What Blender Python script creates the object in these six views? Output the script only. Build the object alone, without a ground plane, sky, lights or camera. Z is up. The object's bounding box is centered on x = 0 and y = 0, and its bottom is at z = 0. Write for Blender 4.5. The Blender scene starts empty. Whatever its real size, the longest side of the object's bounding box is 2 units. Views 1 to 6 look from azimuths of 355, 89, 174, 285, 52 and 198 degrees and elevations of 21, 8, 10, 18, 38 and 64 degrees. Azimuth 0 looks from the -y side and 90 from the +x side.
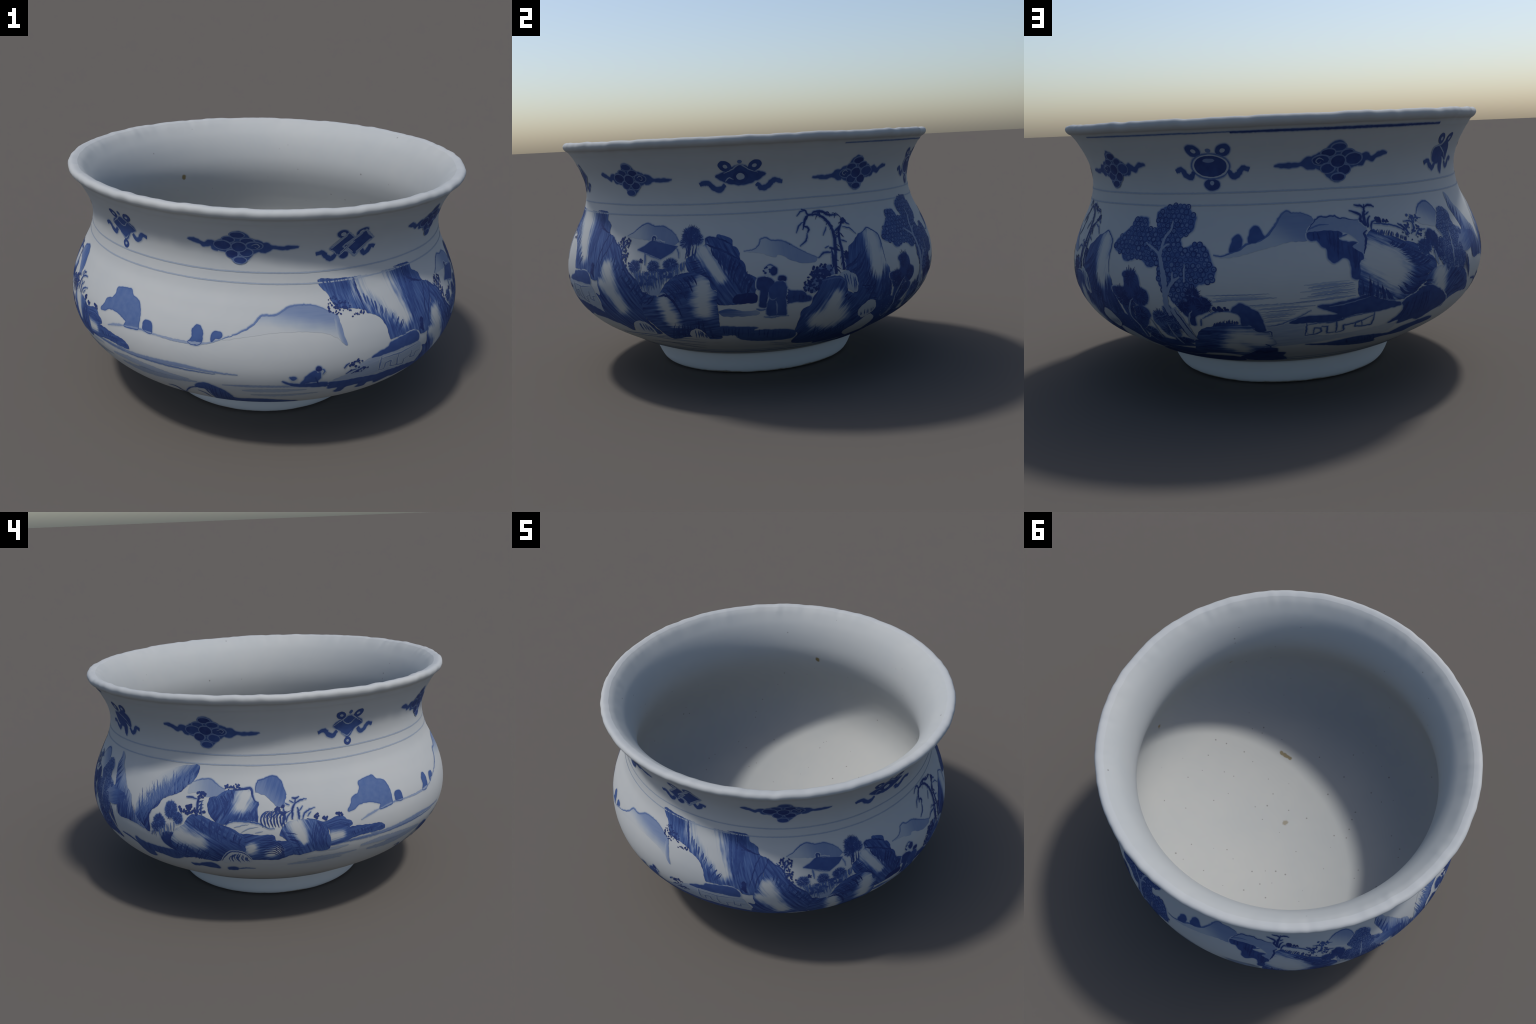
import math
import random

import bpy
import bmesh
import numpy as np
from mathutils import Vector
from mathutils.geometry import delaunay_2d_cdt

# ---------------------------------------------------------------------------
# THE VESSEL'S FORM: a thrown profile, spun, then slightly out of true
# ---------------------------------------------------------------------------
# Outside of the wall, (radius, height), from the foot joint up to the lip.
OUTER = [(0.592, 0.1285), (0.624, 0.141), (0.664, 0.1585), (0.722, 0.191), (0.793, 0.230), (0.868, 0.280),
         (0.928, 0.340), (0.972, 0.410), (0.9950, 0.480), (0.9995, 0.550), (0.989, 0.620),
         (0.9655, 0.690), (0.933, 0.760), (0.9030, 0.820), (0.8840, 0.880), (0.8760, 0.940),
         (0.8825, 1.000), (0.899, 1.050), (0.9185, 1.090), (0.9345, 1.119), (0.9505, 1.142)]
# The rolled lip, from under its bead over the top to the inner edge.
LIP = [(0.9575, 1.1490), (0.968, 1.1550), (0.9765, 1.1635), (0.9800, 1.1730), (0.9785, 1.1825), (0.972, 1.1900), (0.962, 1.1930), (0.949, 1.1915)]
# Inside of the wall, from the lip down to the middle of the floor.
INNER = [(0.934, 1.187), (0.903, 1.164), (0.869, 1.125), (0.840, 1.070), (0.821, 1.010), (0.813, 0.955),
         (0.816, 0.900), (0.831, 0.840), (0.858, 0.770), (0.890, 0.690), (0.917, 0.610),
         (0.930, 0.530), (0.923, 0.450), (0.893, 0.380), (0.838, 0.320), (0.761, 0.272), (0.665, 0.236),
         (0.550, 0.200), (0.400, 0.162), (0.250, 0.139), (0.120, 0.128), (0.0, 0.125)]
# Foot ring: outside from the joint down, the standing edge, then the recessed base.
FOOT = [(0.592, 0.1285), (0.579, 0.1255), (0.571, 0.119), (0.563, 0.105), (0.546, 0.070), (0.532, 0.040), (0.517, 0.016), (0.503, 0.004),
        (0.492, 0.000), (0.478, 0.002), (0.470, 0.010), (0.466, 0.025), (0.460, 0.045), (0.440, 0.056),
        (0.380, 0.062), (0.200, 0.066), (0.0, 0.068)]


def spline(points, step, loop=False):
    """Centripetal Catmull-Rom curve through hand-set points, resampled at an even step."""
    p = np.array(points, float)
    n = len(p)
    if loop:
        ext = np.vstack([p[-1], p, p[0], p[1]])
        segments = n
    else:
        ext = np.vstack([2 * p[0] - p[1], p, 2 * p[-1] - p[-2]])
        segments = n - 1
    out = []
    for i in range(segments):
        a, b, c, d = ext[i:i + 4]
        k = [0.0]
        for q0, q1 in ((a, b), (b, c), (c, d)):
            k.append(k[-1] + max(1e-6, np.linalg.norm(q1 - q0)) ** 0.5)
        m = max(2, int(np.linalg.norm(c - b) / step * 2))
        t = np.linspace(k[1], k[2], m, endpoint=False)[:, None]
        a1 = (k[1] - t) / (k[1] - k[0]) * a + (t - k[0]) / (k[1] - k[0]) * b
        a2 = (k[2] - t) / (k[2] - k[1]) * b + (t - k[1]) / (k[2] - k[1]) * c
        a3 = (k[3] - t) / (k[3] - k[2]) * c + (t - k[2]) / (k[3] - k[2]) * d
        b1 = (k[2] - t) / (k[2] - k[0]) * a1 + (t - k[0]) / (k[2] - k[0]) * a2
        b2 = (k[3] - t) / (k[3] - k[1]) * a2 + (t - k[1]) / (k[3] - k[1]) * a3
        out.append((k[2] - t) / (k[2] - k[1]) * b1 + (t - k[1]) / (k[2] - k[1]) * b2)
    out = np.vstack(out + ([] if loop else [p[-1:]]))
    if loop:
        out = np.vstack([out, out[:1]])
    s = np.concatenate([[0], np.cumsum(np.linalg.norm(np.diff(out, axis=0), axis=1))])
    m = max(4, int(s[-1] / step))
    even = np.linspace(0, s[-1], m + 1)
    res = np.stack([np.interp(even, s, out[:, j]) for j in range(2)], 1)
    return res[:-1] if loop else res


WALL = spline(OUTER, 0.004)
WALL_S = np.concatenate([[0], np.cumsum(np.linalg.norm(np.diff(WALL, axis=0), axis=1))])

# slight warp from the kiln: lean, uneven height and ovalness, growing up the wall
LEAN_0, LEAN_1 = (-0.0090, -0.0036), (0.0062, 0.0026)
SHIFT_0, SHIFT_1 = (-0.0052, -0.0027), (0.0101, 0.0044)
OVAL, OVAL_UP = (0.0008, -0.0036), (0.0037, 0.0011)
_rng = np.random.default_rng(5)
LIP_WAVES = [(k, _rng.uniform(0, 6.283), _rng.uniform(0.4, 1.0)) for k in range(9, 125, 2)]


def wobble(theta, seed):
    """Uneven hand-trimmed lip: a sum of ripples round the rim, about -1..1."""
    v = 0.0 * theta
    for k, ph, amp in LIP_WAVES:
        v = v + amp * np.sin(k * theta + ph * (1 + seed)) / (1 + (k / 48.0) ** 2)
    return v / 4.6


def place(theta, r, z):
    """Profile point (r, z) at azimuth theta (0 on -y, 90 degrees on +x) -> the real, slightly warped pot."""
    theta, r, z = np.broadcast_arrays(np.asarray(theta, float), np.asarray(r, float), np.asarray(z, float))
    near_lip = np.clip((z - 1.13) / 0.04, 0, 1) * np.clip((r - 0.86) / 0.06, 0, 1)
    sx, cy = np.sin(theta), -np.cos(theta)
    c2, s2 = sx * sx - cy * cy, 2 * sx * cy
    up = np.clip((z - 0.7) / 0.4, 0, 1)
    rr = r * (1 + (OVAL[0] + OVAL_UP[0] * up) * c2 + (OVAL[1] + OVAL_UP[1] * up) * s2) + near_lip * 0.0020 * wobble(theta, 0)
    rise = np.clip(z / 0.12, 0, 1)
    x, y = rr * sx + SHIFT_0[0] + SHIFT_1[0] * z, rr * cy + SHIFT_0[1] + SHIFT_1[1] * z
    zz = z + rise * (0.0042 + (LEAN_0[0] + LEAN_1[0] * z) * x + (LEAN_0[1] + LEAN_1[1] * z) * y)
    zz = zz + near_lip * (0.0027 * wobble(theta, 1) + 0.005 + 0.006 * np.cos(theta - math.radians(295)))
    return np.stack([x, y, zz], -1)


def on_wall(deg, s, proud=0.0):
    """Point on the outside wall at azimuth deg, s metres up the wall from the foot joint."""
    th = np.radians(deg)
    r = np.interp(s, WALL_S, WALL[:, 0])
    z = np.interp(s, WALL_S, WALL[:, 1])
    p = place(th, r, z)
    if proud:
        p = p + proud * wall_normal(deg, s)
    return p


def wall_normal(deg, s):
    d1 = (on_wall(np.asarray(deg) + 0.2, s) - on_wall(np.asarray(deg) - 0.2, s))
    d2 = (on_wall(deg, np.asarray(s) + 0.006) - on_wall(deg, np.asarray(s) - 0.006))
    n = np.cross(d1, d2)
    return n / np.linalg.norm(n, axis=-1, keepdims=True)


# ---------------------------------------------------------------------------
# MATERIALS
# ---------------------------------------------------------------------------
def new_material(name):
    m = bpy.data.materials.new(name)
    m.use_nodes = True
    m.node_tree.nodes.clear()
    return m


class Nodes:
    """Small helper for wiring node trees."""

    def __init__(self, tree):
        self.t = tree

    def add(self, kind, ins=None, **props):
        n = self.t.nodes.new(kind)
        for k, v in props.items():
            setattr(n, k, v)
        for k, v in (ins or {}).items():
            self.put(n.inputs[k], v)
        return n

    def put(self, socket, v):
        if isinstance(v, bpy.types.NodeSocket):
            self.t.links.new(v, socket)
        else:
            socket.default_value = v

    def math(self, op, a, b=0.0, c=None, clamp=False):
        n = self.add("ShaderNodeMath", operation=op, use_clamp=clamp)
        self.put(n.inputs[0], a)
        self.put(n.inputs[1], b)
        if c is not None:
            self.put(n.inputs[2], c)
        return n.outputs[0]

    def ramp(self, v, stops, kind="LINEAR"):
        n = self.add("ShaderNodeValToRGB", {0: v})
        n.color_ramp.interpolation = kind
        e = n.color_ramp.elements
        while len(e) < len(stops):
            e.new(0.5)
        for el, (p, c) in zip(e, stops):
            el.position, el.color = p, (c if len(c) == 4 else (*c, 1))
        return n.outputs[0]

    def mix(self, f, a, b, blend="MIX"):
        n = self.add("ShaderNodeMix", data_type="RGBA", blend_type=blend)
        self.put(n.inputs[0], f)
        self.put(n.inputs[6], a)
        self.put(n.inputs[7], b)
        return n.outputs[2]

    def noise(self, vec, scale, detail=2.0, rough=0.5):
        return self.add("ShaderNodeTexNoise", {"Vector": vec, "Scale": scale, "Detail": detail, "Roughness": rough}).outputs[0]

    def smooth(self, v, lo, hi):
        n = self.add("ShaderNodeMapRange", {0: v, 1: lo, 2: hi, 3: 0.0, 4: 1.0}, interpolation_type="SMOOTHSTEP")
        return n.outputs[0]


PORCELAIN = (0.348, 0.362, 0.368)


def porcelain_group():
    """Glazed white body colour, faintly uneven; shared by the pot and by the bare spots inside painted areas."""
    g = bpy.data.node_groups.new("porcelain_colour", "ShaderNodeTree")
    g.interface.new_socket("Color", in_out="OUTPUT", socket_type="NodeSocketColor")
    n = Nodes(g)
    co = n.add("ShaderNodeTexCoord").outputs["Object"]
    a = n.noise(co, 2.2, 3.0)
    b = n.noise(co, 11.0, 2.0)
    v = n.math("ADD", n.math("MULTIPLY", a, 0.7), n.math("MULTIPLY", b, 0.3))
    col = n.ramp(v, [(0.3, tuple(c * k for c, k in zip(PORCELAIN, (0.955, 0.97, 0.985)))), (0.7, tuple(min(1, c * k) for c, k in zip(PORCELAIN, (1.03, 1.02, 1.01))))])
    out = n.add("NodeGroupOutput")
    n.put(out.inputs[0], col)
    return g


GROUP_PORCELAIN = porcelain_group()


def finish(n, colour, rough=0.65, spec=0.15):
    bs = n.add("ShaderNodeBsdfPrincipled", {"Base Color": colour, "Roughness": rough, "Specular IOR Level": spec})
    out = n.add("ShaderNodeOutputMaterial")
    n.put(out.inputs[0], bs.outputs[0])


def porcelain_colour(n):
    return n.add("ShaderNodeGroup", node_tree=GROUP_PORCELAIN).outputs[0]


def glaze_material(name, specks=0.0, rust=0.0, bare_edge=False, tint=None, stains=(), flat_specks=False):
    m = new_material(name)
    n = Nodes(m.node_tree)
    col = porcelain_colour(n)
    co = n.add("ShaderNodeTexCoord").outputs["Object"]
    if tint:
        col = n.mix(1.0, col, (*tint, 1), "MULTIPLY")
    if specks:
        v = n.add("ShaderNodeTexVoronoi", {"Vector": co, "Scale": 15.0, "Randomness": 1.0}, voronoi_dimensions="2D" if flat_specks else "3D")
        here = n.math("LESS_THAN", n.add("ShaderNodeSeparateColor", {0: v.outputs["Color"]}).outputs[0], specks)
        size = n.math("MULTIPLY", n.add("ShaderNodeSeparateColor", {0: v.outputs["Color"]}).outputs[1], 0.06)
        dot = n.math("SUBTRACT", 1.0, n.smooth(v.outputs["Distance"], n.math("MULTIPLY", size, 0.6), n.math("ADD", size, 0.055)))
        col = n.mix(n.math("MULTIPLY", n.math("MULTIPLY", here, dot), 0.75), col, (0.13, 0.125, 0.12, 1))
    if rust:
        v = n.add("ShaderNodeTexVoronoi", {"Vector": co, "Scale": 4.3, "Randomness": 1.0})
        here = n.math("LESS_THAN", n.add("ShaderNodeSeparateColor", {0: v.outputs["Color"]}).outputs[2], rust)
        blot = n.math("ADD", v.outputs["Distance"], n.math("MULTIPLY", n.math("SUBTRACT", n.noise(co, 60.0), 0.5), 0.12))
        dot = n.math("SUBTRACT", 1.0, n.smooth(blot, 0.03, 0.075))
        col = n.mix(n.math("MULTIPLY", n.math("MULTIPLY", here, dot), 0.8), col, (0.23, 0.165, 0.07, 1))
    for a, b, r1, r2, strength in stains:
        g = n.add("ShaderNodeGroup", {0: co, 1: a, 2: b, 3: r1, 4: r2}, node_tree=GROUP_BLOB).outputs[0]
        g = n.math("ADD", g, n.math("MULTIPLY", n.math("SUBTRACT", n.noise(co, 55.0, 3.0), 0.5), 1.3))
        col = n.mix(n.math("MULTIPLY", n.math("SUBTRACT", 1.0, n.smooth(g, 0.5, 1.3)), strength), col, (0.15, 0.115, 0.045, 1))
    if bare_edge:
        z = n.add("ShaderNodeSeparateXYZ", {0: co}).outputs[2]
        edge = n.math("ADD", z, n.math("MULTIPLY", n.math("SUBTRACT", n.noise(co, 7.0, 5.0, 0.65), 0.5), 0.05))
        col = n.mix(n.math("SUBTRACT", 1.0, n.smooth(edge, 0.004, 0.016)), col, (0.27, 0.235, 0.19, 1))
    finish(n, col)
    return m


# ---------------------------------------------------------------------------
# COBALT PAINTING: thin brush-laid shapes that follow the wall
# ---------------------------------------------------------------------------
K = 0.0166          # metres of wall per degree of azimuth, near the belly
LAYER = 0.00045     # each coat of paint lies this much prouder than the one below


def wall_coordinates_group():
    """Object position -> X (metres round the wall from a centre azimuth) and Y (metres up the wall)."""
    g = bpy.data.node_groups.new("wall_coordinates", "ShaderNodeTree")
    g.interface.new_socket("Centre", in_out="INPUT", socket_type="NodeSocketFloat")
    g.interface.new_socket("Wall", in_out="OUTPUT", socket_type="NodeSocketVector")
    n = Nodes(g)
    gi = n.add("NodeGroupInput")
    co = n.add("ShaderNodeTexCoord").outputs["Object"]
    rot = n.add("ShaderNodeVectorRotate", {"Vector": co, "Angle": n.math("MULTIPLY", gi.outputs[0], -1.0)}, rotation_type="Z_AXIS")
    xyz = n.add("ShaderNodeSeparateXYZ", {0: rot.outputs[0]})
    ang = n.math("ARCTAN2", xyz.outputs[0], n.math("MULTIPLY", xyz.outputs[1], -1.0))
    X = n.math("MULTIPLY", ang, math.degrees(1) * K)
    fc = n.add("ShaderNodeFloatCurve", {1: n.math("DIVIDE", xyz.outputs[2], 1.2)})
    cu = fc.mapping.curves[0]
    zs = [0.146, 0.165, 0.19, 0.23, 0.28, 0.35, 0.45, 0.6, 0.75, 0.9, 1.0, 1.1]
    pts = [(0.0, 0.0)] + [(z / 1.2, float(np.interp(z, WALL[:, 1], WALL_S)) / 1.4) for z in zs] + [(1.0, 1.0)]
    while len(cu.points) < len(pts):
        cu.points.new(0.5, 0.5)
    for p, q in zip(cu.points, pts):
        p.location = q
        p.handle_type = "VECTOR"
    fc.mapping.update()
    Y = n.math("MULTIPLY", fc.outputs[0], 1.4)
    out = n.add("NodeGroupOutput")
    n.put(out.inputs[0], n.add("ShaderNodeCombineXYZ", {0: X, 1: Y}).outputs[0])
    return g


def blob_group():
    """Distance from a tapering capsule A-B, 0 on its axis and 1 on its skin."""
    g = bpy.data.node_groups.new("capsule_distance", "ShaderNodeTree")
    for nm, ty in (("P", "Vector"), ("A", "Vector"), ("B", "Vector"), ("R1", "Float"), ("R2", "Float")):
        g.interface.new_socket(nm, in_out="INPUT", socket_type="NodeSocket" + ty)
    g.interface.new_socket("D", in_out="OUTPUT", socket_type="NodeSocketFloat")
    n = Nodes(g)
    i = n.add("NodeGroupInput").outputs

    def vec(op, a, b, out=0):
        v = n.add("ShaderNodeVectorMath", operation=op)
        n.put(v.inputs[0], a)
        if b is not None:
            n.put(v.inputs[3] if op == "SCALE" else v.inputs[1], b)
        return v.outputs[out]
    pa, ba = vec("SUBTRACT", i[0], i[1]), vec("SUBTRACT", i[2], i[1])
    h = n.math("DIVIDE", vec("DOT_PRODUCT", pa, ba, 1), n.math("MAXIMUM", vec("DOT_PRODUCT", ba, ba, 1), 1e-6), clamp=True)
    d = vec("LENGTH", vec("SUBTRACT", pa, vec("SCALE", ba, h)), None, 1)
    r = n.math("ADD", i[3], n.math("MULTIPLY", h, n.math("SUBTRACT", i[4], i[3])))
    out = n.add("NodeGroupOutput")
    n.put(out.inputs[0], n.math("DIVIDE", d, r))
    return g


GROUP_WALL = wall_coordinates_group()
GROUP_BLOB = blob_group()
# cobalt density -> how it filters the white body, from bare to full strength
COBALT = [(0.0, (1, 1, 1)), (0.18, (0.70, 0.775, 0.90)), (0.38, (0.40, 0.505, 0.77)), (0.65, (0.135, 0.240, 0.585)), (0.85, (0.072, 0.136, 0.430)), (1.0, (0.042, 0.070, 0.285))]


def paint(n, density):
    finish(n, n.mix(1.0, porcelain_colour(n), n.ramp(density, COBALT), "MULTIPLY"))


TONES = {}


def tone(t):
    """Flat brush tone with a little pooling of pigment."""
    t = round(t * 20) / 20
    if t not in TONES:
        m = new_material("cobalt_tone_%d" % round(t * 100))
        n = Nodes(m.node_tree)
        co = n.add("ShaderNodeTexCoord").outputs["Object"]
        v = n.math("ADD", t, n.math("MULTIPLY", n.math("SUBTRACT", n.noise(co, 34.0, 3.0), 0.5), 0.26 * t))
        paint(n, v)
        TONES[t] = m
    return TONES[t]


def graded(centre, tones, along, lights, streak, amount, seed):
    """Wash that runs from one tone to another, with bare lit patches and dragged-brush streaks."""
    m = new_material("cobalt_wash")
    n = Nodes(m.node_tree)
    wall = n.add("ShaderNodeGroup", {0: math.radians(centre)}, node_tree=GROUP_WALL).outputs[0]

    def loc(p):
        return ((p[0] - centre) * K, p[1], 0.0)
    rot = n.add("ShaderNodeVectorRotate", {"Vector": wall, "Angle": math.radians(-streak)}, rotation_type="Z_AXIS")
    st = n.add("ShaderNodeVectorMath", {0: rot.outputs[0], 1: (8.0, 85.0, 1.0)}, operation="MULTIPLY")
    st = n.add("ShaderNodeVectorMath", {0: st.outputs[0], 1: (seed * 3.1, seed * 1.7, seed)}, operation="ADD").outputs[0]
    line = n.math("SUBTRACT", n.noise(st, 1.0, 2.5, 0.6), 0.5)
    mott = n.math("SUBTRACT", n.noise(wall, 16.0, 2.0), 0.5)
    if along:
        a, b = np.array(loc(along[0])), np.array(loc(along[1]))
        d = b - a
        dot = n.add("ShaderNodeVectorMath", {0: n.add("ShaderNodeVectorMath", {0: wall, 1: tuple(a)}, operation="SUBTRACT").outputs[0], 1: tuple(d / (d @ d))}, operation="DOT_PRODUCT").outputs[1]
        h = n.smooth(n.math("ADD", dot, n.math("MULTIPLY", mott, 0.25)), 0.0, 1.0)
        den = n.math("ADD", tones[0], n.math("MULTIPLY", h, tones[1] - tones[0]))
    else:
        den = n.math("ADD", tones[0], 0.0)
    den = n.math("ADD", den, n.math("MULTIPLY", n.math("ADD", n.math("MULTIPLY", line, 2.2 * amount), n.math("MULTIPLY", mott, 0.14)), den))
    for a, b, r1, r2 in lights:
        g = n.add("ShaderNodeGroup", {0: wall, 1: loc(a), 2: loc(b), 3: r1, 4: r2}, node_tree=GROUP_BLOB).outputs[0]
        g = n.math("ADD", g, n.math("ADD", n.math("MULTIPLY", line, 1.5), n.math("MULTIPLY", mott, 0.8)))
        den = n.math("MULTIPLY", den, n.smooth(g, 0.35, 2.0))
    paint(n, n.math("MINIMUM", den, 1.0))
    return m


def inside(poly, pts):
    x, y = pts[:, 0], pts[:, 1]
    ok = np.zeros(len(pts), bool)
    j = len(poly) - 1
    for i in range(len(poly)):
        xi, yi = poly[i]
        xj, yj = poly[j]
        c = ((yi > y) != (yj > y)) & (x < (xj - xi) * (y - yi) / (yj - yi + 1e-12) + xi)
        ok ^= c
        j = i
    return ok


MOTIFS = []


class Motif:
    """One painted thing: brush fills and strokes gathered into one mesh laid on the wall."""

    def __init__(self, name, layer=1.0, seed=None, stuff=False):
        self.name, self.layer, self.stuff = name, layer, stuff
        self.rng = random.Random(len(MOTIFS) * 7 + 3 if seed is None else seed)
        self.v, self.h, self.f, self.fm, self.mats = [], [], [], [], []
        self.count = 0
        MOTIFS.append(self)

    def slot(self, mat):
        if mat not in self.mats:
            self.mats.append(mat)
        return self.mats.index(mat)

    def add(self, xy, faces, lift, mat):
        base = self.count
        self.v.append(np.asarray(xy, float))
        self.h.append(np.full(len(xy), lift))
        self.count += len(xy)
        s = self.slot(mat)
        for f in faces:
            self.f.append([base + int(i) for i in f])
            self.fm.append(s)

    def lift(self, up):
        return 0.0005 + LAYER * (self.layer + up) + self.rng.uniform(0, LAYER * 0.12)

    @staticmethod
    def flat(pts):
        return [(d * K, s) for d, s in pts]

    def fill(self, pts, tones=0.75, along=None, lights=(), streak=90, amount=0.35, halo=True, up=0.0, rough=0.0013, edge=None, smooth=True):
        """Closed brush shape. pts are (azimuth in degrees, metres up the wall)."""
        flat = self.flat(pts)
        edge_line = spline(flat, 0.007, loop=True) if smooth else np.array(flat)
        rs = self.rng
        jit = np.array([(rs.gauss(0, rough), rs.gauss(0, rough)) for _ in edge_line])
        edge_line = edge_line + (jit + np.roll(jit, 1, 0)) * 0.6
        lo, hi = edge_line.min(0), edge_line.max(0)
        pitch = 0.009 if lo[1] > 0.9 else 0.014
        gx, gy = np.meshgrid(np.arange(lo[0], hi[0], pitch), np.arange(lo[1], hi[1], pitch))
        grid = np.stack([gx.ravel(), gy.ravel()], 1)
        if len(grid):
            grid = grid[inside(edge_line, grid)]
        if len(grid):
            d = np.min(np.linalg.norm(grid[:, None] - edge_line[None], axis=2), axis=1)
            grid = grid[d > pitch * 0.45]
        allp = [Vector(p) for p in np.vstack([edge_line, grid])]
        res = delaunay_2d_cdt(allp, [], [list(range(len(edge_line)))], 1, 1e-6)
        t = tones if isinstance(tones, (tuple, list)) else (tones, tones)
        if along or lights or isinstance(tones, (tuple, list)):
            centre = float(np.mean([p[0] for p in pts]))
            mat = graded(centre, t, along, lights, streak, amount, len(MOTIFS))
            halo = False
        else:
            mat = tone(t[0])
        self.add([tuple(p) for p in res[0]], res[2], self.lift(up), mat)
        if halo and t[0] > 0.12:
            loop = np.vstack([edge_line, edge_line[:1]])
            self.ribbon(loop, [0.0125] * len(loop), t[0] * 0.16, up - 0.75)
            self.ribbon(loop, [0.0065] * len(loop), t[0] * 0.48, up - 0.5)
        if edge:
            loop = np.vstack([edge_line, edge_line[:1]])
            self.ribbon(loop, [edge[0]] * len(loop), edge[1], up + 0.35)

    def ribbon(self, line, widths, t, up):
        line = np.asarray(line, float)
        g = np.gradient(line, axis=0)
        nrm = np.stack([-g[:, 1], g[:, 0]], 1)
        nrm /= np.linalg.norm(nrm, axis=1, keepdims=True) + 1e-9
        w = np.asarray(widths)[:, None] / 2
        m = len(line)
        rows = [line + nrm * w * k for k in ((1, -1) if max(widths) < 0.008 else (1, 0, -1) if max(widths) < 0.02 else (1, 0.5, 0, -0.5, -1))]
        faces = [(j * m + i, j * m + i + 1, (j + 1) * m + i + 1, (j + 1) * m + i) for j in range(len(rows) - 1) for i in range(m - 1)]
        self.add(np.vstack(rows), faces, self.lift(up), tone(t))

    def stroke(self, pts, width=0.006, t=0.85, up=0.6, taper=(0.35, 0.25), halo=True, flat=False, shaky=0.0008, sharp=False):
        """One pull of the brush along a path, thinning at its ends."""
        path = np.array(pts if flat else self.flat(pts), float)
        if sharp:
            d = np.concatenate([[0], np.cumsum(np.linalg.norm(np.diff(path, axis=0), axis=1))])
            u = np.unique(np.concatenate([d, np.arange(0, d[-1], 0.007)]))
            line = np.stack([np.interp(u, d, path[:, j]) for j in range(2)], 1)
        else:
            line = spline(path, 0.007) if len(path) > 2 else path[0] + (path[1] - path[0]) * np.linspace(0, 1, max(3, int(np.linalg.norm(path[1] - path[0]) / 0.01)))[:, None]
        m = len(line)
        rs = self.rng
        line = line + np.array([(rs.gauss(0, shaky), rs.gauss(0, shaky)) for _ in range(m)])
        u = np.linspace(0, 1, m)
        prof = (taper[0] + (1 - taper[0]) * np.clip(u / 0.25, 0, 1)) * (taper[1] + (1 - taper[1]) * np.clip((1 - u) / 0.4, 0, 1))
        w = width * prof * np.array([rs.uniform(0.85, 1.15) for _ in range(m)])
        if halo and t > 0.3:
            self.ribbon(line, w * 1.2 + 0.0090, t * 0.15, -0.85)
            self.ribbon(line, w * 1.1 + 0.0040, t * 0.42, -0.6)
        self.ribbon(line, w, t, up)

    def hatch(self, start, end, n, width=0.006, t=0.85, bow=0.0, up=0.6, short=0.25, taper=(0.3, 0.1), halo=False):
        """Texture strokes dragged from one guide line towards another."""
        a, b = spline(self.flat(start), 0.004), spline(self.flat(end), 0.004)
        rs = self.rng
        for i in range(n):
            u = (i + rs.uniform(-0.9, 0.9) + 0.5) / n
            p, q = a[int(np.clip(u, 0, 0.999) * len(a))], b[int(np.clip(u, 0, 0.999) * len(b))]
            q = p + (q - p) * rs.uniform(1 - short, 1.0)
            d = q - p
            mid = (p + q) / 2 + np.array([-d[1], d[0]]) * (bow + rs.uniform(-0.03, 0.03))
            self.stroke([p, mid, q], width * rs.uniform(0.6, 1.35), t * rs.uniform(0.86, 1.0), up, taper, halo, flat=True)

    def dots(self, centre, rx, ry, n, size=0.006, t=0.95, up=0.7):
        """Foliage dabs scattered in an oval."""
        rs = self.rng
        c = np.array([centre[0] * K, centre[1]])
        for _ in range(n):
            an, rr = rs.uniform(0, 6.283), math.sqrt(rs.random())
            p = c + np.array([rx * rr * math.cos(an), ry * rr * math.sin(an)])
            q = rs.uniform(0.7, 1.3) * size
            self.disc(p, q, q * rs.uniform(0.6, 1.0), t, up, rs.uniform(0, 3.1))

    def disc(self, p, rx, ry, t, up, turn=0.0, n=10):
        an = np.linspace(0, 2 * np.pi, n, endpoint=False)
        x, y = rx * np.cos(an), ry * np.sin(an)
        c, s = math.cos(turn), math.sin(turn)
        ring = np.stack([p[0] + x * c - y * s, p[1] + x * s + y * c], 1)
        self.add(np.vstack([ring, [p]]), [(i, (i + 1) % n, n) for i in range(n)], self.lift(up), tone(t))

    def ring(self, p, r, w, t, up, squash=1.0):
        n = 14
        an = np.linspace(0, 2 * np.pi, n, endpoint=False)
        o = np.stack([p[0] + r * np.cos(an), p[1] + r * squash * np.sin(an)], 1)
        i_ = np.stack([p[0] + (r - w) * np.cos(an), p[1] + (r - w) * squash * np.sin(an)], 1)
        self.add(np.vstack([o, i_]), [(i, (i + 1) % n, n + (i + 1) % n, n + i) for i in range(n)], self.lift(up), tone(t))

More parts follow.
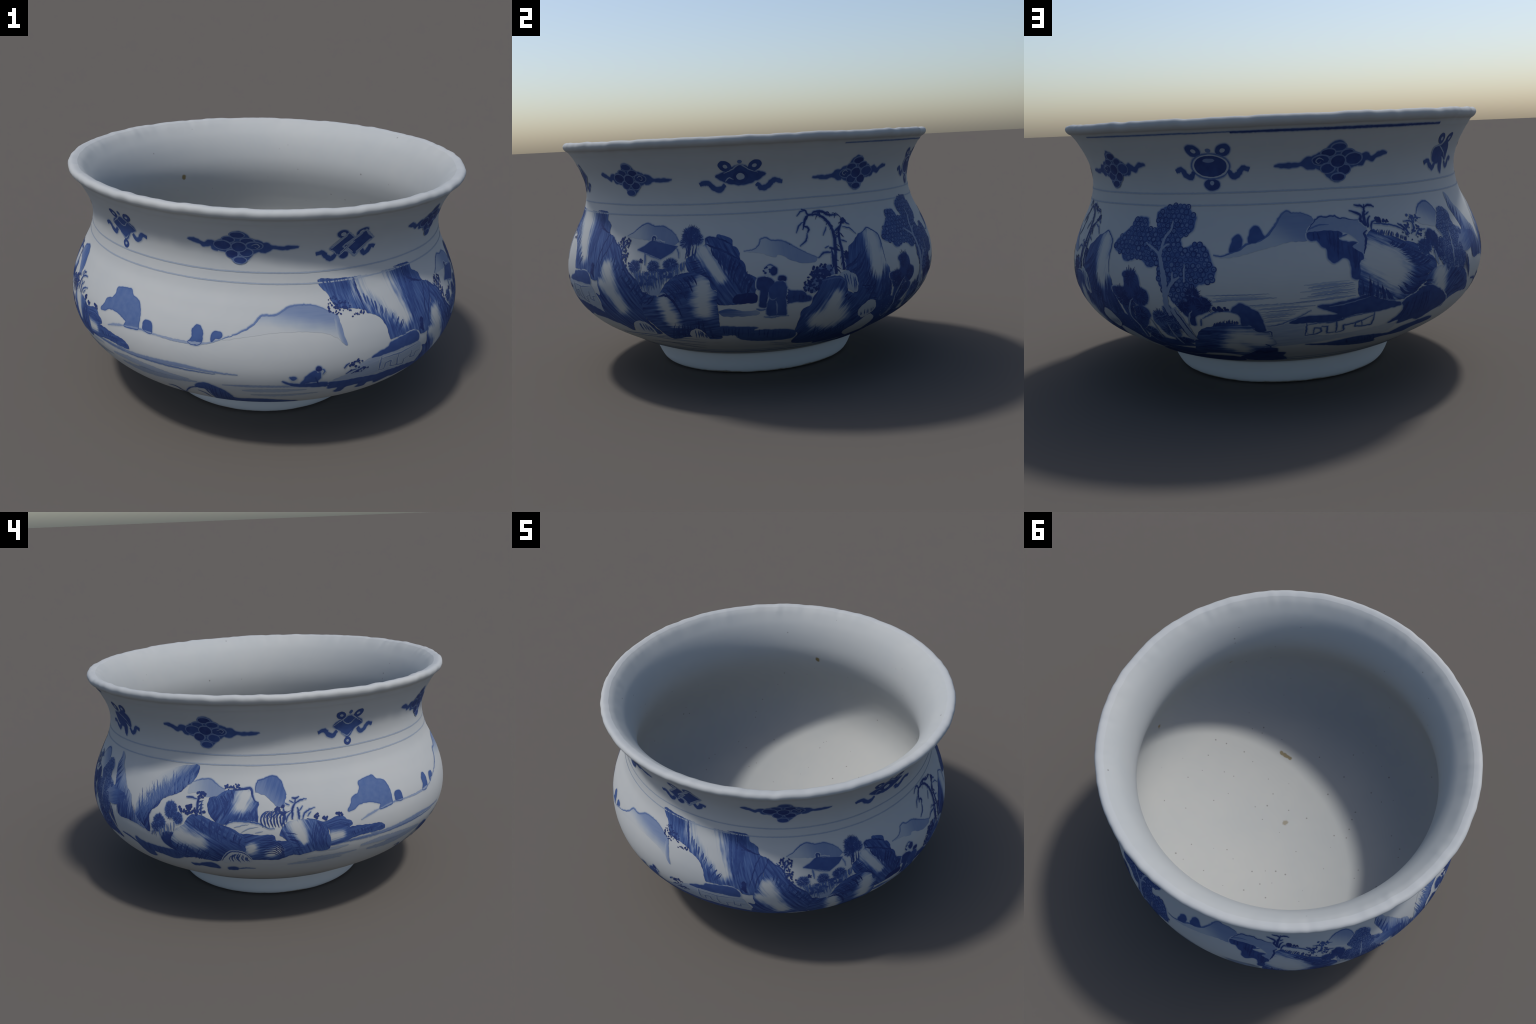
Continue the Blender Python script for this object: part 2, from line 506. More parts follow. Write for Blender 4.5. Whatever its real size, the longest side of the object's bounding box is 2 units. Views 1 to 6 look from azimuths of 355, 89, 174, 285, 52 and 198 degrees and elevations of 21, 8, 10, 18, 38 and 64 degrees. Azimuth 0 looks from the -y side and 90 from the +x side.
    def leaves(self, outline, r=0.0122, t=0.92, up=0.5):
        """Round leaves packed over a crown, each an open ring with a dab in it."""
        poly = spline(self.flat(outline), 0.01, loop=True)
        rs = self.rng
        lo, hi = poly.min(0), poly.max(0)
        row = 0
        y = lo[1]
        while y < hi[1]:
            x = lo[0] + (row % 2) * r
            while x < hi[0]:
                p = np.array([x + rs.uniform(-0.35, 0.35) * r, y + rs.uniform(-0.35, 0.35) * r])
                if inside(poly, p[None])[0]:
                    q = r * rs.uniform(0.85, 1.15)
                    self.ring(p, q, q * 0.36, t * rs.uniform(0.92, 1.03), up + rs.uniform(0, 0.4))
                    self.disc(p + np.array([rs.uniform(-1, 1), rs.uniform(-1, 1)]) * q * 0.2, q * 0.62, q * 0.55, rs.choice((0.55, 0.6, 0.6, 0.7)), up - 0.1)
                    if rs.random() < 0.5:
                        self.disc(p, q * 0.25, q * 0.2, 0.85, up + 0.5)
                x += 1.9 * r
            y += 1.62 * r
            row += 1

    def needles(self, centre, rx, ry, n=40, t=0.9, wash=0.6, up=0.5, fan=(0, 360), width=0.0038):
        """Crown of pine needles bursting from a point."""
        rs = self.rng
        c = np.array([centre[0] * K, centre[1]])
        if wash:
            an = np.linspace(0, 2 * np.pi, 18, endpoint=False)
            pts = [((c[0] + rx * 0.80 * math.cos(a) * rs.uniform(0.9, 1.1)) / K, c[1] + ry * 0.80 * math.sin(a) * rs.uniform(0.9, 1.1)) for a in an]
            self.fill(pts, wash, up=up - 0.8)
        for i in range(n):
            a = math.radians(fan[0] + (fan[1] - fan[0]) * (i + rs.random()) / n)
            k0, k1 = rs.uniform(0.05, 0.45), rs.uniform(0.72, 1.04)
            d = np.array([rx * math.cos(a), ry * math.sin(a)])
            self.stroke([c + d * k0, c + d * (k0 + k1) / 2, c + d * k1], width, t, up, (1.0, 0.3), False, flat=True)

    def twigs(self, path, n, length, t=0.95, width=0.004, hang=-0.5):
        """Short side shoots along a branch."""
        line = spline(self.flat(path), 0.006)
        rs = self.rng
        for i in range(n):
            p = line[int(rs.uniform(0.05, 0.99) * (len(line) - 1))]
            side = rs.choice((-1, 1))
            L = length * rs.uniform(0.5, 1.2)
            q = p + np.array([side * L * 0.7, L * (hang + rs.uniform(-0.4, 0.4))])
            self.stroke([p, (p + q) / 2 + np.array([0, 0.2 * L]), q], width, t, 0.7, (0.9, 0.4), False, flat=True)

    def done(self, parent):
        v = np.vstack(self.v)
        h = np.concatenate(self.h)
        deg, s = v[:, 0] / K, np.clip(v[:, 1], 0.002, WALL_S[-1])
        nor = wall_normal(deg, s)
        P = on_wall(deg, s) + nor * h[:, None]
        me = bpy.data.meshes.new(self.name)
        me.from_pydata(P.tolist(), [], self.f)
        for m in self.mats:
            me.materials.append(m)
        me.polygons.foreach_set("material_index", self.fm)
        me.polygons.foreach_set("use_smooth", [True] * len(me.polygons))
        # face every piece outwards, then give it the wall's own normals
        bm = bmesh.new()
        bm.from_mesh(me)
        bm.faces.ensure_lookup_table()
        bm.verts.ensure_lookup_table()
        bm.normal_update()
        flip = [f for f in bm.faces if f.normal.dot(Vector(nor[f.verts[0].index])) < 0]
        bmesh.ops.reverse_faces(bm, faces=flip)
        bm.to_mesh(me)
        bm.free()
        me.normals_split_custom_set_from_vertices(nor.tolist())
        ob = bpy.data.objects.new(self.name, me)
        bpy.context.scene.collection.objects.link(ob)
        ob.parent = parent
        if self.stuff:
            ob["kind"] = "stuff"
        return ob


# ---------------------------------------------------------------------------
# THE PAINTED SCENE, in (azimuth in degrees, metres up the wall)
# ---------------------------------------------------------------------------

# ---- open water side: headland, stakes, distant shore

m = Motif("painted_headland", layer=1.0)
m.fill([(306.1, 0.697), (307.3, 0.733), (308.1, 0.760), (310.5, 0.779), (310.9, 0.800), (310.9, 0.819), (311.6, 0.832), (313.7, 0.839), (316.3, 0.840), (317.3, 0.821), (319.4, 0.807), (320.7, 0.785), (321.3, 0.744), (321.4, 0.698), (321.4, 0.682), (318.9, 0.674), (316.3, 0.674), (316.9, 0.695), (315.3, 0.710), (312.8, 0.721), (310.2, 0.721), (307.8, 0.702)], 0.62, edge=(0.004, 0.72))
m.stroke([(316.3, 0.674), (313.5, 0.664), (309.9, 0.643)], 0.01, 0.35)

m = Motif("painted_stake", layer=1.0)
m.fill([(323.0, 0.729), (324.2, 0.736), (325.3, 0.724), (325.6, 0.683), (323.0, 0.689)], 0.75, edge=(0.003, 0.8))

m = Motif("painted_stake", layer=1.0)
m.fill([(-23.9, 0.682), (-23.0, 0.709), (-23.0, 0.742), (-21.9, 0.764), (-20.8, 0.753), (-20.4, 0.687), (-22.0, 0.674)], 0.72, edge=(0.003, 0.78))

m = Motif("painted_stake", layer=1.0)
m.fill([(-18.0, 0.702), (-18.0, 0.732), (-17.1, 0.745), (-15.7, 0.742), (-15.5, 0.721), (-17.0, 0.714)], 0.72, edge=(0.003, 0.78))

m = Motif("painted_shore", layer=0.5)
m.stroke([(-34.7, 0.684), (-30.0, 0.681), (-23.8, 0.682), (-19.2, 0.690), (-14.8, 0.720)], 0.012, 0.3)
m.stroke([(-43.7, 0.674), (-39.0, 0.685), (-34.7, 0.684), (-31.3, 0.681)], 0.008, 0.4)

m = Motif("painted_mountain", layer=0.5)
m.fill([(-15.3, 0.712), (-11.0, 0.751), (-7.8, 0.786), (-5.7, 0.824), (-2.3, 0.828), (1.7, 0.864), (8.2, 0.860), (12.2, 0.826), (13.9, 0.809), (14.2, 0.766), (15.9, 0.680), (13.9, 0.705), (11.1, 0.734), (5.4, 0.752), (-2.8, 0.751), (-9.3, 0.732)], (0.42, 0.02), along=((1.7, 0.856), (0.4, 0.754)), streak=0, amount=0.15)
m.stroke([(-15.3, 0.715), (-11.0, 0.749), (-7.8, 0.784), (-5.7, 0.823), (-2.3, 0.826), (1.7, 0.862), (8.2, 0.858), (12.2, 0.824)], 0.008, 0.55)
m.fill([(13.0, 0.807), (13.7, 0.810), (14.4, 0.772), (15.0, 0.732), (15.8, 0.675), (14.1, 0.701), (13.2, 0.742), (12.9, 0.775)], (0.42, 0.1), along=((14.7, 0.745), (13.1, 0.738)), streak=60, amount=0.2, up=0.3)

# ---- hanging cliff

m = Motif("painted_cliff", layer=1.0)
m.fill([(9.2, 0.966), (10.0, 0.931), (11.6, 0.909), (12.4, 0.882), (13.1, 0.858), (14.6, 0.839), (18.3, 0.828), (21.7, 0.812), (22.0, 0.801), (24.7, 0.783), (26.5, 0.753), (27.6, 0.715), (28.4, 0.660), (29.9, 0.661), (34.0, 0.662), (38.6, 0.655), (39.7, 0.632), (42.9, 0.627), (44.4, 0.655), (44.6, 0.684), (45.7, 0.729), (46.3, 0.770), (47.4, 0.783), (48.5, 0.814), (47.2, 0.843), (44.8, 0.860), (44.1, 0.898), (41.5, 0.927), (40.9, 0.960), (34.0, 0.963), (41.0, 0.957), (34.1, 0.959), (26.0, 0.961), (19.9, 0.962), (13.9, 0.966)], 0.74, lights=[((26.5, 0.928), (34.4, 0.738), 0.088, 0.03)], streak=105, amount=0.6)
m.hatch([(9.9, 0.963), (13.9, 0.964), (19.7, 0.959)], [(12.2, 0.898), (15.2, 0.854), (21.2, 0.823)], 17, 0.005, 0.85, short=0.5)
m.hatch([(20.6, 0.907), (24.1, 0.858), (28.6, 0.796), (34.1, 0.718)], [(21.9, 0.811), (25.3, 0.774), (28.1, 0.710), (31.5, 0.667)], 16, 0.007, 0.85, short=0.5)
m.hatch([(34.0, 0.954), (38.1, 0.957), (40.6, 0.954)], [(36.2, 0.736), (38.7, 0.681), (40.3, 0.658)], 9, 0.009, 0.9, short=0.5)
m.stroke([(19.9, 0.958), (20.4, 0.908), (21.0, 0.860), (21.8, 0.815)], 0.008, 0.95)
m.stroke([(37.7, 0.955), (37.9, 0.912), (38.0, 0.880), (40.4, 0.876)], 0.014, 0.97)
m.stroke([(37.2, 0.950), (38.3, 0.905), (43.6, 0.862), (44.8, 0.860)], 0.012, 0.97)
m.stroke([(40.4, 0.703), (40.5, 0.656), (41.3, 0.639)], 0.022, 1.0)
m.stroke([(40.3, 0.709), (40.4, 0.672), (39.6, 0.655)], 0.025, 1.0)
m.stroke([(45.3, 0.856), (43.8, 0.809), (42.7, 0.733), (41.9, 0.680)], 0.006, 0.95)
m.stroke([(47.4, 0.835), (46.5, 0.789), (44.3, 0.728), (43.6, 0.668)], 0.006, 0.95)

m = Motif("painted_cliff_bushes", layer=2.2, stuff=True)
m.dots((14.7, 0.842), 0.055, 0.03, 54, size=0.0042)
m.dots((12.9, 0.865), 0.03, 0.035, 20, size=0.004)
m.dots((19.4, 0.810), 0.045, 0.02, 16, size=0.0045)

m = Motif("painted_bank", layer=1.6)
m.fill([(28.3, 0.643), (32.0, 0.656), (38.0, 0.655), (39.3, 0.607), (33.9, 0.602), (28.8, 0.598), (22.6, 0.598), (25.0, 0.617), (27.9, 0.630)], 0.82)

m = Motif("painted_fence", layer=1.8)
m.stroke([(25.9, 0.590), (25.8, 0.556), (26.1, 0.510)], 0.006, 0.5, sharp=True)
m.stroke([(26.0, 0.578), (28.8, 0.579), (31.9, 0.576), (35.1, 0.582), (38.7, 0.587)], 0.005, 0.45, sharp=True)
m.stroke([(26.1, 0.512), (27.7, 0.512), (27.8, 0.547), (29.4, 0.551), (29.7, 0.520), (30.5, 0.512), (32.0, 0.507), (31.9, 0.538)], 0.006, 0.45, sharp=True)
m.stroke([(31.9, 0.581), (31.6, 0.549), (32.4, 0.507), (34.9, 0.498), (34.5, 0.528), (37.0, 0.539)], 0.006, 0.45, sharp=True)
m.stroke([(37.0, 0.562), (37.1, 0.521), (39.1, 0.516), (39.0, 0.540), (40.5, 0.543)], 0.006, 0.45, sharp=True)

m = Motif("painted_terrace", layer=0.6)
m.fill([(22.0, 0.597), (25.7, 0.596), (31.6, 0.590), (39.4, 0.596), (41.4, 0.536), (43.2, 0.436), (30.2, 0.489), (22.4, 0.496), (16.5, 0.497), (12.6, 0.508), (15.8, 0.534)], (0.24, 0.18), along=((17.6, 0.513), (37.0, 0.562)), streak=10, amount=0.4)

m = Motif("painted_bank", layer=1.6)
m.fill([(9.4, 0.500), (11.5, 0.500), (15.7, 0.496), (20.1, 0.496), (26.3, 0.485), (30.2, 0.489), (40.6, 0.462), (45.8, 0.394), (39.5, 0.414), (33.9, 0.412), (32.0, 0.420), (27.7, 0.399), (26.4, 0.428), (23.9, 0.434), (23.8, 0.405), (21.1, 0.411), (21.1, 0.440), (17.4, 0.438), (16.6, 0.399), (14.6, 0.408), (14.8, 0.446), (12.1, 0.450), (11.5, 0.479), (9.6, 0.480)], 0.8)

m = Motif("painted_bushes", layer=2, stuff=True)
m.dots((18.3, 0.588), 0.04, 0.02, 18, size=0.0055)
m.dots((20.0, 0.549), 0.05, 0.014, 16, size=0.005)
m.stroke([(15.1, 0.571), (15.8, 0.587), (16.6, 0.594)], 0.005, 0.9)
m.stroke([(17.3, 0.576), (17.8, 0.590), (18.3, 0.596)], 0.005, 0.9)
m.stroke([(16.0, 0.538), (17.3, 0.552), (18.8, 0.554)], 0.005, 0.9)
m.stroke([(17.4, 0.531), (18.9, 0.546), (20.6, 0.550)], 0.005, 0.9)
m.stroke([(19.0, 0.540), (20.1, 0.555), (21.4, 0.560)], 0.005, 0.9)

m = Motif("painted_angler", layer=2)
m.fill([(4.3, 0.503), (5.7, 0.552), (7.5, 0.578), (8.7, 0.573), (9.2, 0.552), (8.7, 0.519), (6.8, 0.513)], 0.8)
m.fill([(7.9, 0.581), (8.0, 0.598), (8.8, 0.595), (9.3, 0.576), (8.7, 0.569)], 0.98, up=0.5)
m.fill([(-0.5, 0.530), (2.1, 0.513), (6.0, 0.506), (11.1, 0.502), (11.7, 0.474), (6.2, 0.484), (2.2, 0.495)], 0.82)
m.fill([(1.4, 0.551), (3.3, 0.545), (2.4, 0.531)], 0.75)
m.stroke([(9.2, 0.584), (10.1, 0.574), (9.6, 0.555)], 0.006, 0.6)
m.stroke([(7.9, 0.541), (8.9, 0.500)], 0.008, 0.9)

m = Motif("painted_rock", layer=1.0)
m.fill([(-23.2, 0.446), (-20.2, 0.484), (-16.2, 0.456), (-14.1, 0.423), (-12.5, 0.368), (-4.5, 0.371), (5.5, 0.315), (-8.5, 0.281), (-18.4, 0.265), (-19.0, 0.345), (-19.8, 0.433), (-22.3, 0.431)], 0.76)
m.hatch([(-20.2, 0.479), (-16.2, 0.453), (-13.3, 0.395)], [(-19.4, 0.362), (-16.6, 0.296), (-12.8, 0.257)], 12, 0.005, 0.92)
m.stroke([(-28.1, 0.331), (-24.0, 0.427), (-20.7, 0.435), (-19.0, 0.345)], 0.006, 0.8)
m.stroke([(-32.3, 0.382), (-30.0, 0.385), (-28.8, 0.319), (-26.9, 0.285)], 0.01, 0.8)
m.stroke([(-22.8, 0.402), (-20.9, 0.377), (-20.0, 0.303)], 0.006, 0.6)

m = Motif("painted_water", layer=0.3, stuff=True)
m.stroke([(-46.7, 0.561), (-41.7, 0.552), (-34.1, 0.560), (-25.0, 0.567), (-19.1, 0.560), (-11.3, 0.556)], 0.014, 0.42)
m.stroke([(-43.1, 0.542), (-34.2, 0.547), (-25.1, 0.548), (-16.9, 0.549)], 0.007, 0.55)
m.stroke([(-46.8, 0.461), (-37.4, 0.458), (-28.5, 0.472), (-22.0, 0.480)], 0.035, 0.25)
m.stroke([(-40.0, 0.479), (-31.2, 0.476), (-24.6, 0.477)], 0.012, 0.35)
m.stroke([(-15.4, 0.486), (-8.0, 0.492), (0.4, 0.492), (7.9, 0.480)], 0.014, 0.3)
m.stroke([(-10.4, 0.456), (-2.3, 0.460), (6.3, 0.461)], 0.024, 0.2)
m.stroke([(-8.1, 0.418), (0.8, 0.417), (9.8, 0.424)], 0.02, 0.2)

# ---- island side

m = Motif("painted_point", layer=1.0)
m.fill([(293.9, 0.692), (296.2, 0.685), (298.5, 0.669), (301.6, 0.680), (303.7, 0.685), (305.0, 0.674), (305.4, 0.662), (307.0, 0.645), (307.2, 0.629), (306.0, 0.622), (307.4, 0.621), (312.1, 0.614), (316.1, 0.606), (317.8, 0.590), (318.3, 0.569), (317.4, 0.564), (312.2, 0.566), (307.5, 0.560), (305.7, 0.549), (302.7, 0.542), (300.7, 0.538), (300.5, 0.579), (299.7, 0.640)], 0.78, lights=[((301.2, 0.597), (303.7, 0.596), 0.022, 0.018)], streak=10, amount=0.4)
m.hatch([(306.0, 0.598), (310.8, 0.601), (317.2, 0.590)], [(306.8, 0.563), (311.4, 0.570), (317.7, 0.568)], 16, 0.006, 0.95, short=0.4)
m.stroke([(300.2, 0.657), (303.3, 0.664), (306.0, 0.647), (305.3, 0.639)], 0.005, 0.92)
m.stroke([(300.1, 0.646), (303.3, 0.653), (306.0, 0.635), (305.3, 0.628)], 0.005, 0.92)
m.stroke([(300.1, 0.637), (303.3, 0.644), (306.0, 0.626), (305.3, 0.618)], 0.005, 0.92)
m.dots((303.7, 0.692), 0.02, 0.012, 10, size=0.006)
m.dots((299.2, 0.682), 0.014, 0.006, 6, size=0.007)

m = Motif("painted_rock", layer=1.7)
m.fill([(287.1, 0.646), (288.6, 0.679), (290.5, 0.687), (292.2, 0.690), (295.1, 0.683), (298.0, 0.666), (299.5, 0.648), (300.3, 0.600), (300.8, 0.557), (300.3, 0.517), (296.1, 0.516), (290.5, 0.506), (289.7, 0.562), (287.8, 0.605), (286.6, 0.622)], 0.78, lights=[((291.0, 0.672), (293.4, 0.588), 0.036, 0.013)], streak=115, amount=0.6)
m.hatch([(296.1, 0.674), (298.4, 0.658), (299.8, 0.609)], [(295.9, 0.531), (298.1, 0.520), (300.1, 0.523)], 12, 0.006, 0.95, bow=-0.1)
m.hatch([(287.9, 0.639), (289.3, 0.591), (290.7, 0.524)], [(291.8, 0.622), (292.8, 0.569), (295.4, 0.527)], 8, 0.007, 0.95, short=0.5)

m = Motif("painted_reeds", layer=2.2, stuff=True)
m.stroke([(282.3, 0.662), (281.7, 0.691), (281.9, 0.716), (283.0, 0.737)], 0.007, 0.9, halo=False)
m.stroke([(283.1, 0.661), (282.6, 0.691), (282.7, 0.716), (283.9, 0.736)], 0.007, 0.9, halo=False)
m.stroke([(284.0, 0.661), (283.4, 0.690), (283.6, 0.715), (284.8, 0.736)], 0.007, 0.9, halo=False)
m.stroke([(284.9, 0.660), (284.3, 0.690), (284.5, 0.715), (285.6, 0.735)], 0.007, 0.9, halo=False)
m.stroke([(285.7, 0.660), (285.2, 0.689), (285.3, 0.714), (286.5, 0.734)], 0.007, 0.9, halo=False)
m.stroke([(286.6, 0.659), (286.0, 0.688), (286.2, 0.713), (287.4, 0.733)], 0.007, 0.9, halo=False)
m.stroke([(287.4, 0.658), (286.9, 0.688), (287.1, 0.713), (288.3, 0.733)], 0.007, 0.9, halo=False)
m.stroke([(288.3, 0.657), (287.7, 0.687), (287.9, 0.711), (289.1, 0.732)], 0.007, 0.9, halo=False)
m.stroke([(281.9, 0.705), (282.9, 0.730), (284.2, 0.740)], 0.005, 0.8, halo=False)
m.stroke([(282.8, 0.705), (283.9, 0.729), (285.1, 0.739)], 0.005, 0.8, halo=False)
m.stroke([(283.7, 0.704), (284.8, 0.729), (286.1, 0.738)], 0.005, 0.8, halo=False)
m.stroke([(284.6, 0.704), (285.7, 0.728), (287.0, 0.737)], 0.005, 0.8, halo=False)
m.stroke([(285.5, 0.703), (286.6, 0.727), (287.9, 0.736)], 0.005, 0.8, halo=False)
m.stroke([(286.5, 0.702), (287.6, 0.726), (288.9, 0.735)], 0.005, 0.8, halo=False)
m.stroke([(287.4, 0.701), (288.5, 0.725), (289.8, 0.734)], 0.005, 0.8, halo=False)
m.stroke([(290.1, 0.693), (290.4, 0.744), (291.1, 0.768), (291.4, 0.789)], 0.009, 0.95)
m.stroke([(291.0, 0.765), (292.8, 0.780), (294.6, 0.783)], 0.006, 0.9)
m.stroke([(290.8, 0.768), (289.6, 0.782)], 0.005, 0.9)
m.stroke([(290.3, 0.794), (291.4, 0.789), (292.5, 0.797)], 0.008, 0.9)
m.stroke([(292.0, 0.690), (291.9, 0.728), (291.7, 0.749)], 0.008, 0.92)
m.stroke([(292.0, 0.728), (293.3, 0.752)], 0.005, 0.85)
m.stroke([(287.1, 0.666), (288.1, 0.704), (287.8, 0.747)], 0.009, 0.9)
m.stroke([(288.4, 0.682), (289.1, 0.714), (290.5, 0.730)], 0.006, 0.85)
m.stroke([(293.0, 0.690), (293.5, 0.715), (295.1, 0.733), (296.7, 0.739)], 0.006, 0.85)
m.stroke([(294.3, 0.703), (295.5, 0.722)], 0.005, 0.8)
m.stroke([(289.7, 0.759), (288.3, 0.772)], 0.005, 0.8)
m.dots((296.9, 0.698), 0.012, 0.012, 7, size=0.006)
m.dots((287.4, 0.737), 0.03, 0.02, 14, size=0.008)

m = Motif("painted_hill", layer=0.6)
m.fill([(280.5, 0.825), (280.4, 0.852), (281.0, 0.877), (282.8, 0.889), (284.8, 0.900), (286.1, 0.898), (287.6, 0.876), (288.3, 0.843), (288.9, 0.807), (288.2, 0.768), (288.4, 0.752), (286.9, 0.752), (285.5, 0.765), (284.3, 0.788), (283.3, 0.808), (281.8, 0.817)], (0.64, 0.45), along=((286.9, 0.859), (282.8, 0.794)), streak=70, amount=0.2)
m.stroke([(280.5, 0.825), (280.4, 0.852), (281.0, 0.877), (282.8, 0.889), (284.8, 0.900), (286.1, 0.898), (287.6, 0.876), (288.3, 0.843), (288.9, 0.807)], 0.006, 0.75)

m = Motif("painted_rock", layer=1.0)
m.fill([(266.8, 0.774), (267.4, 0.797), (269.8, 0.810), (271.5, 0.832), (274.2, 0.839), (277.0, 0.841), (279.1, 0.845), (279.4, 0.816), (279.9, 0.791), (281.2, 0.777), (280.9, 0.745), (280.7, 0.682), (277.5, 0.690), (274.4, 0.691), (271.9, 0.673), (270.2, 0.679), (268.0, 0.704), (267.0, 0.735)], 0.8, lights=[((277.4, 0.824), (276.2, 0.777), 0.036, 0.032)], streak=60, amount=0.6)
m.hatch([(267.7, 0.790), (270.3, 0.806), (273.3, 0.833)], [(268.2, 0.704), (271.4, 0.700), (274.3, 0.752)], 16, 0.006, 0.92, bow=0.12, short=0.5)
m.hatch([(274.0, 0.691), (277.5, 0.692), (280.6, 0.688)], [(274.4, 0.737), (277.7, 0.745), (280.2, 0.752)], 14, 0.006, 0.92, short=0.5)
m.stroke([(273.9, 0.837), (277.0, 0.841), (279.0, 0.844), (279.4, 0.816), (280.0, 0.789), (281.2, 0.776)], 0.011, 0.88)

m = Motif("painted_bushes", layer=2, stuff=True)
m.dots((273.9, 0.852), 0.04, 0.016, 26, size=0.006, t=0.9)

m = Motif("painted_mountain", layer=0.4)
m.fill([(260.8, 0.852), (262.3, 0.869), (264.2, 0.881), (267.1, 0.884), (268.3, 0.870), (270.1, 0.850), (271.7, 0.835), (269.8, 0.810), (267.2, 0.798), (264.8, 0.805), (263.3, 0.813), (260.4, 0.809)], (0.36, 0.14), along=((267.7, 0.851), (261.1, 0.817)), amount=0.1)
m.stroke([(261.6, 0.866), (264.2, 0.880), (267.1, 0.883), (268.3, 0.870), (270.1, 0.850), (271.5, 0.838)], 0.006, 0.55)

m = Motif("painted_cliff", layer=1.0)
m.fill([(229.0, 0.937), (231.0, 0.920), (231.9, 0.882), (234.7, 0.831), (237.1, 0.779), (239.7, 0.750), (240.9, 0.695), (242.8, 0.652), (246.4, 0.598), (242.7, 0.611), (238.5, 0.618), (234.4, 0.620), (233.0, 0.683), (229.7, 0.676), (226.3, 0.709), (226.3, 0.730), (230.4, 0.761), (229.6, 0.811), (228.3, 0.864), (228.8, 0.887)], (0.8, 0.3), along=((234.3, 0.689), (238.9, 0.770)), streak=80, amount=0.7)
m.hatch([(233.4, 0.624), (237.7, 0.623), (242.4, 0.618)], [(233.5, 0.838), (238.0, 0.791), (241.9, 0.696)], 18, 0.006, 0.92, short=0.5)
m.hatch([(231.1, 0.755), (229.4, 0.810), (228.4, 0.873)], [(234.0, 0.824), (232.2, 0.883), (230.2, 0.929)], 10, 0.006, 0.9, short=0.4)
m.fill([(263.2, 0.942), (261.6, 0.866), (260.1, 0.846), (258.6, 0.817), (256.8, 0.799), (253.8, 0.777), (252.2, 0.758), (251.1, 0.726), (249.1, 0.701), (248.3, 0.679), (248.2, 0.587), (245.8, 0.604), (242.8, 0.644), (242.5, 0.682), (243.1, 0.738), (244.5, 0.789), (245.8, 0.824), (248.3, 0.854), (250.7, 0.887), (253.8, 0.916), (258.3, 0.939)], (0.82, 0.02), along=((254.1, 0.780), (249.3, 0.868)), streak=58, amount=0.7)
m.hatch([(248.8, 0.704), (252.4, 0.763), (256.8, 0.799), (261.4, 0.859)], [(244.7, 0.813), (249.3, 0.864), (254.1, 0.913), (262.5, 0.937)], 54, 0.0055, 0.62, short=0.45)
m.hatch([(245.8, 0.604), (247.2, 0.660), (248.8, 0.704)], [(242.7, 0.752), (244.2, 0.804), (247.3, 0.825)], 12, 0.005, 0.7, short=0.3)
m.stroke([(248.8, 0.698), (247.9, 0.670), (248.2, 0.588)], 0.008, 0.95)

m = Motif("painted_rock", layer=1.5)
m.fill([(259.8, 0.658), (261.6, 0.705), (263.9, 0.713), (267.1, 0.699), (270.2, 0.677), (273.3, 0.661), (275.6, 0.636), (277.0, 0.614), (277.3, 0.570), (276.9, 0.532), (275.7, 0.541), (273.9, 0.536), (272.1, 0.520), (270.5, 0.481), (268.7, 0.461), (265.5, 0.467), (262.0, 0.475), (257.9, 0.465), (256.5, 0.515), (255.4, 0.562), (256.2, 0.598), (257.4, 0.629)], 0.78, lights=[((258.5, 0.610), (264.2, 0.585), 0.042, 0.032)], streak=-35, amount=0.6)
m.hatch([(262.1, 0.688), (267.1, 0.688), (272.3, 0.661), (276.4, 0.614)], [(263.5, 0.635), (268.7, 0.592), (271.9, 0.554), (275.3, 0.552)], 26, 0.0065, 0.95, bow=-0.08, short=0.5)
m.hatch([(256.8, 0.515), (260.0, 0.473), (265.7, 0.468)], [(258.3, 0.575), (262.2, 0.564), (268.2, 0.526)], 18, 0.006, 0.93, short=0.4)

m = Motif("painted_rock", layer=1.2)
m.fill([(275.6, 0.633), (277.6, 0.631), (281.3, 0.625), (285.0, 0.623), (285.7, 0.595), (289.4, 0.587), (290.4, 0.547), (290.5, 0.514), (288.6, 0.498), (286.0, 0.479), (282.2, 0.483), (278.8, 0.484), (278.0, 0.511), (276.9, 0.535), (277.3, 0.591)], 0.78, lights=[((278.6, 0.553), (279.3, 0.570), 0.022, 0.02), ((284.4, 0.533), (286.1, 0.549), 0.022, 0.02)], streak=20, amount=0.6)
m.stroke([(281.2, 0.598), (284.9, 0.592), (287.3, 0.557), (287.7, 0.494)], 0.005, 0.95, halo=False)
m.stroke([(281.2, 0.586), (284.9, 0.582), (287.1, 0.548), (287.5, 0.494)], 0.005, 0.95, halo=False)
m.stroke([(281.2, 0.572), (284.9, 0.571), (287.0, 0.539), (287.2, 0.495)], 0.005, 0.95, halo=False)
m.stroke([(281.1, 0.559), (284.8, 0.560), (286.8, 0.530), (287.0, 0.495)], 0.005, 0.95, halo=False)
m.stroke([(281.1, 0.545), (284.8, 0.549), (286.6, 0.521), (286.7, 0.495)], 0.005, 0.95, halo=False)
m.stroke([(281.1, 0.530), (284.8, 0.537), (286.5, 0.511), (286.5, 0.496)], 0.005, 0.95, halo=False)
m.stroke([(281.0, 0.515), (284.8, 0.525), (286.3, 0.501), (286.2, 0.496)], 0.005, 0.95, halo=False)

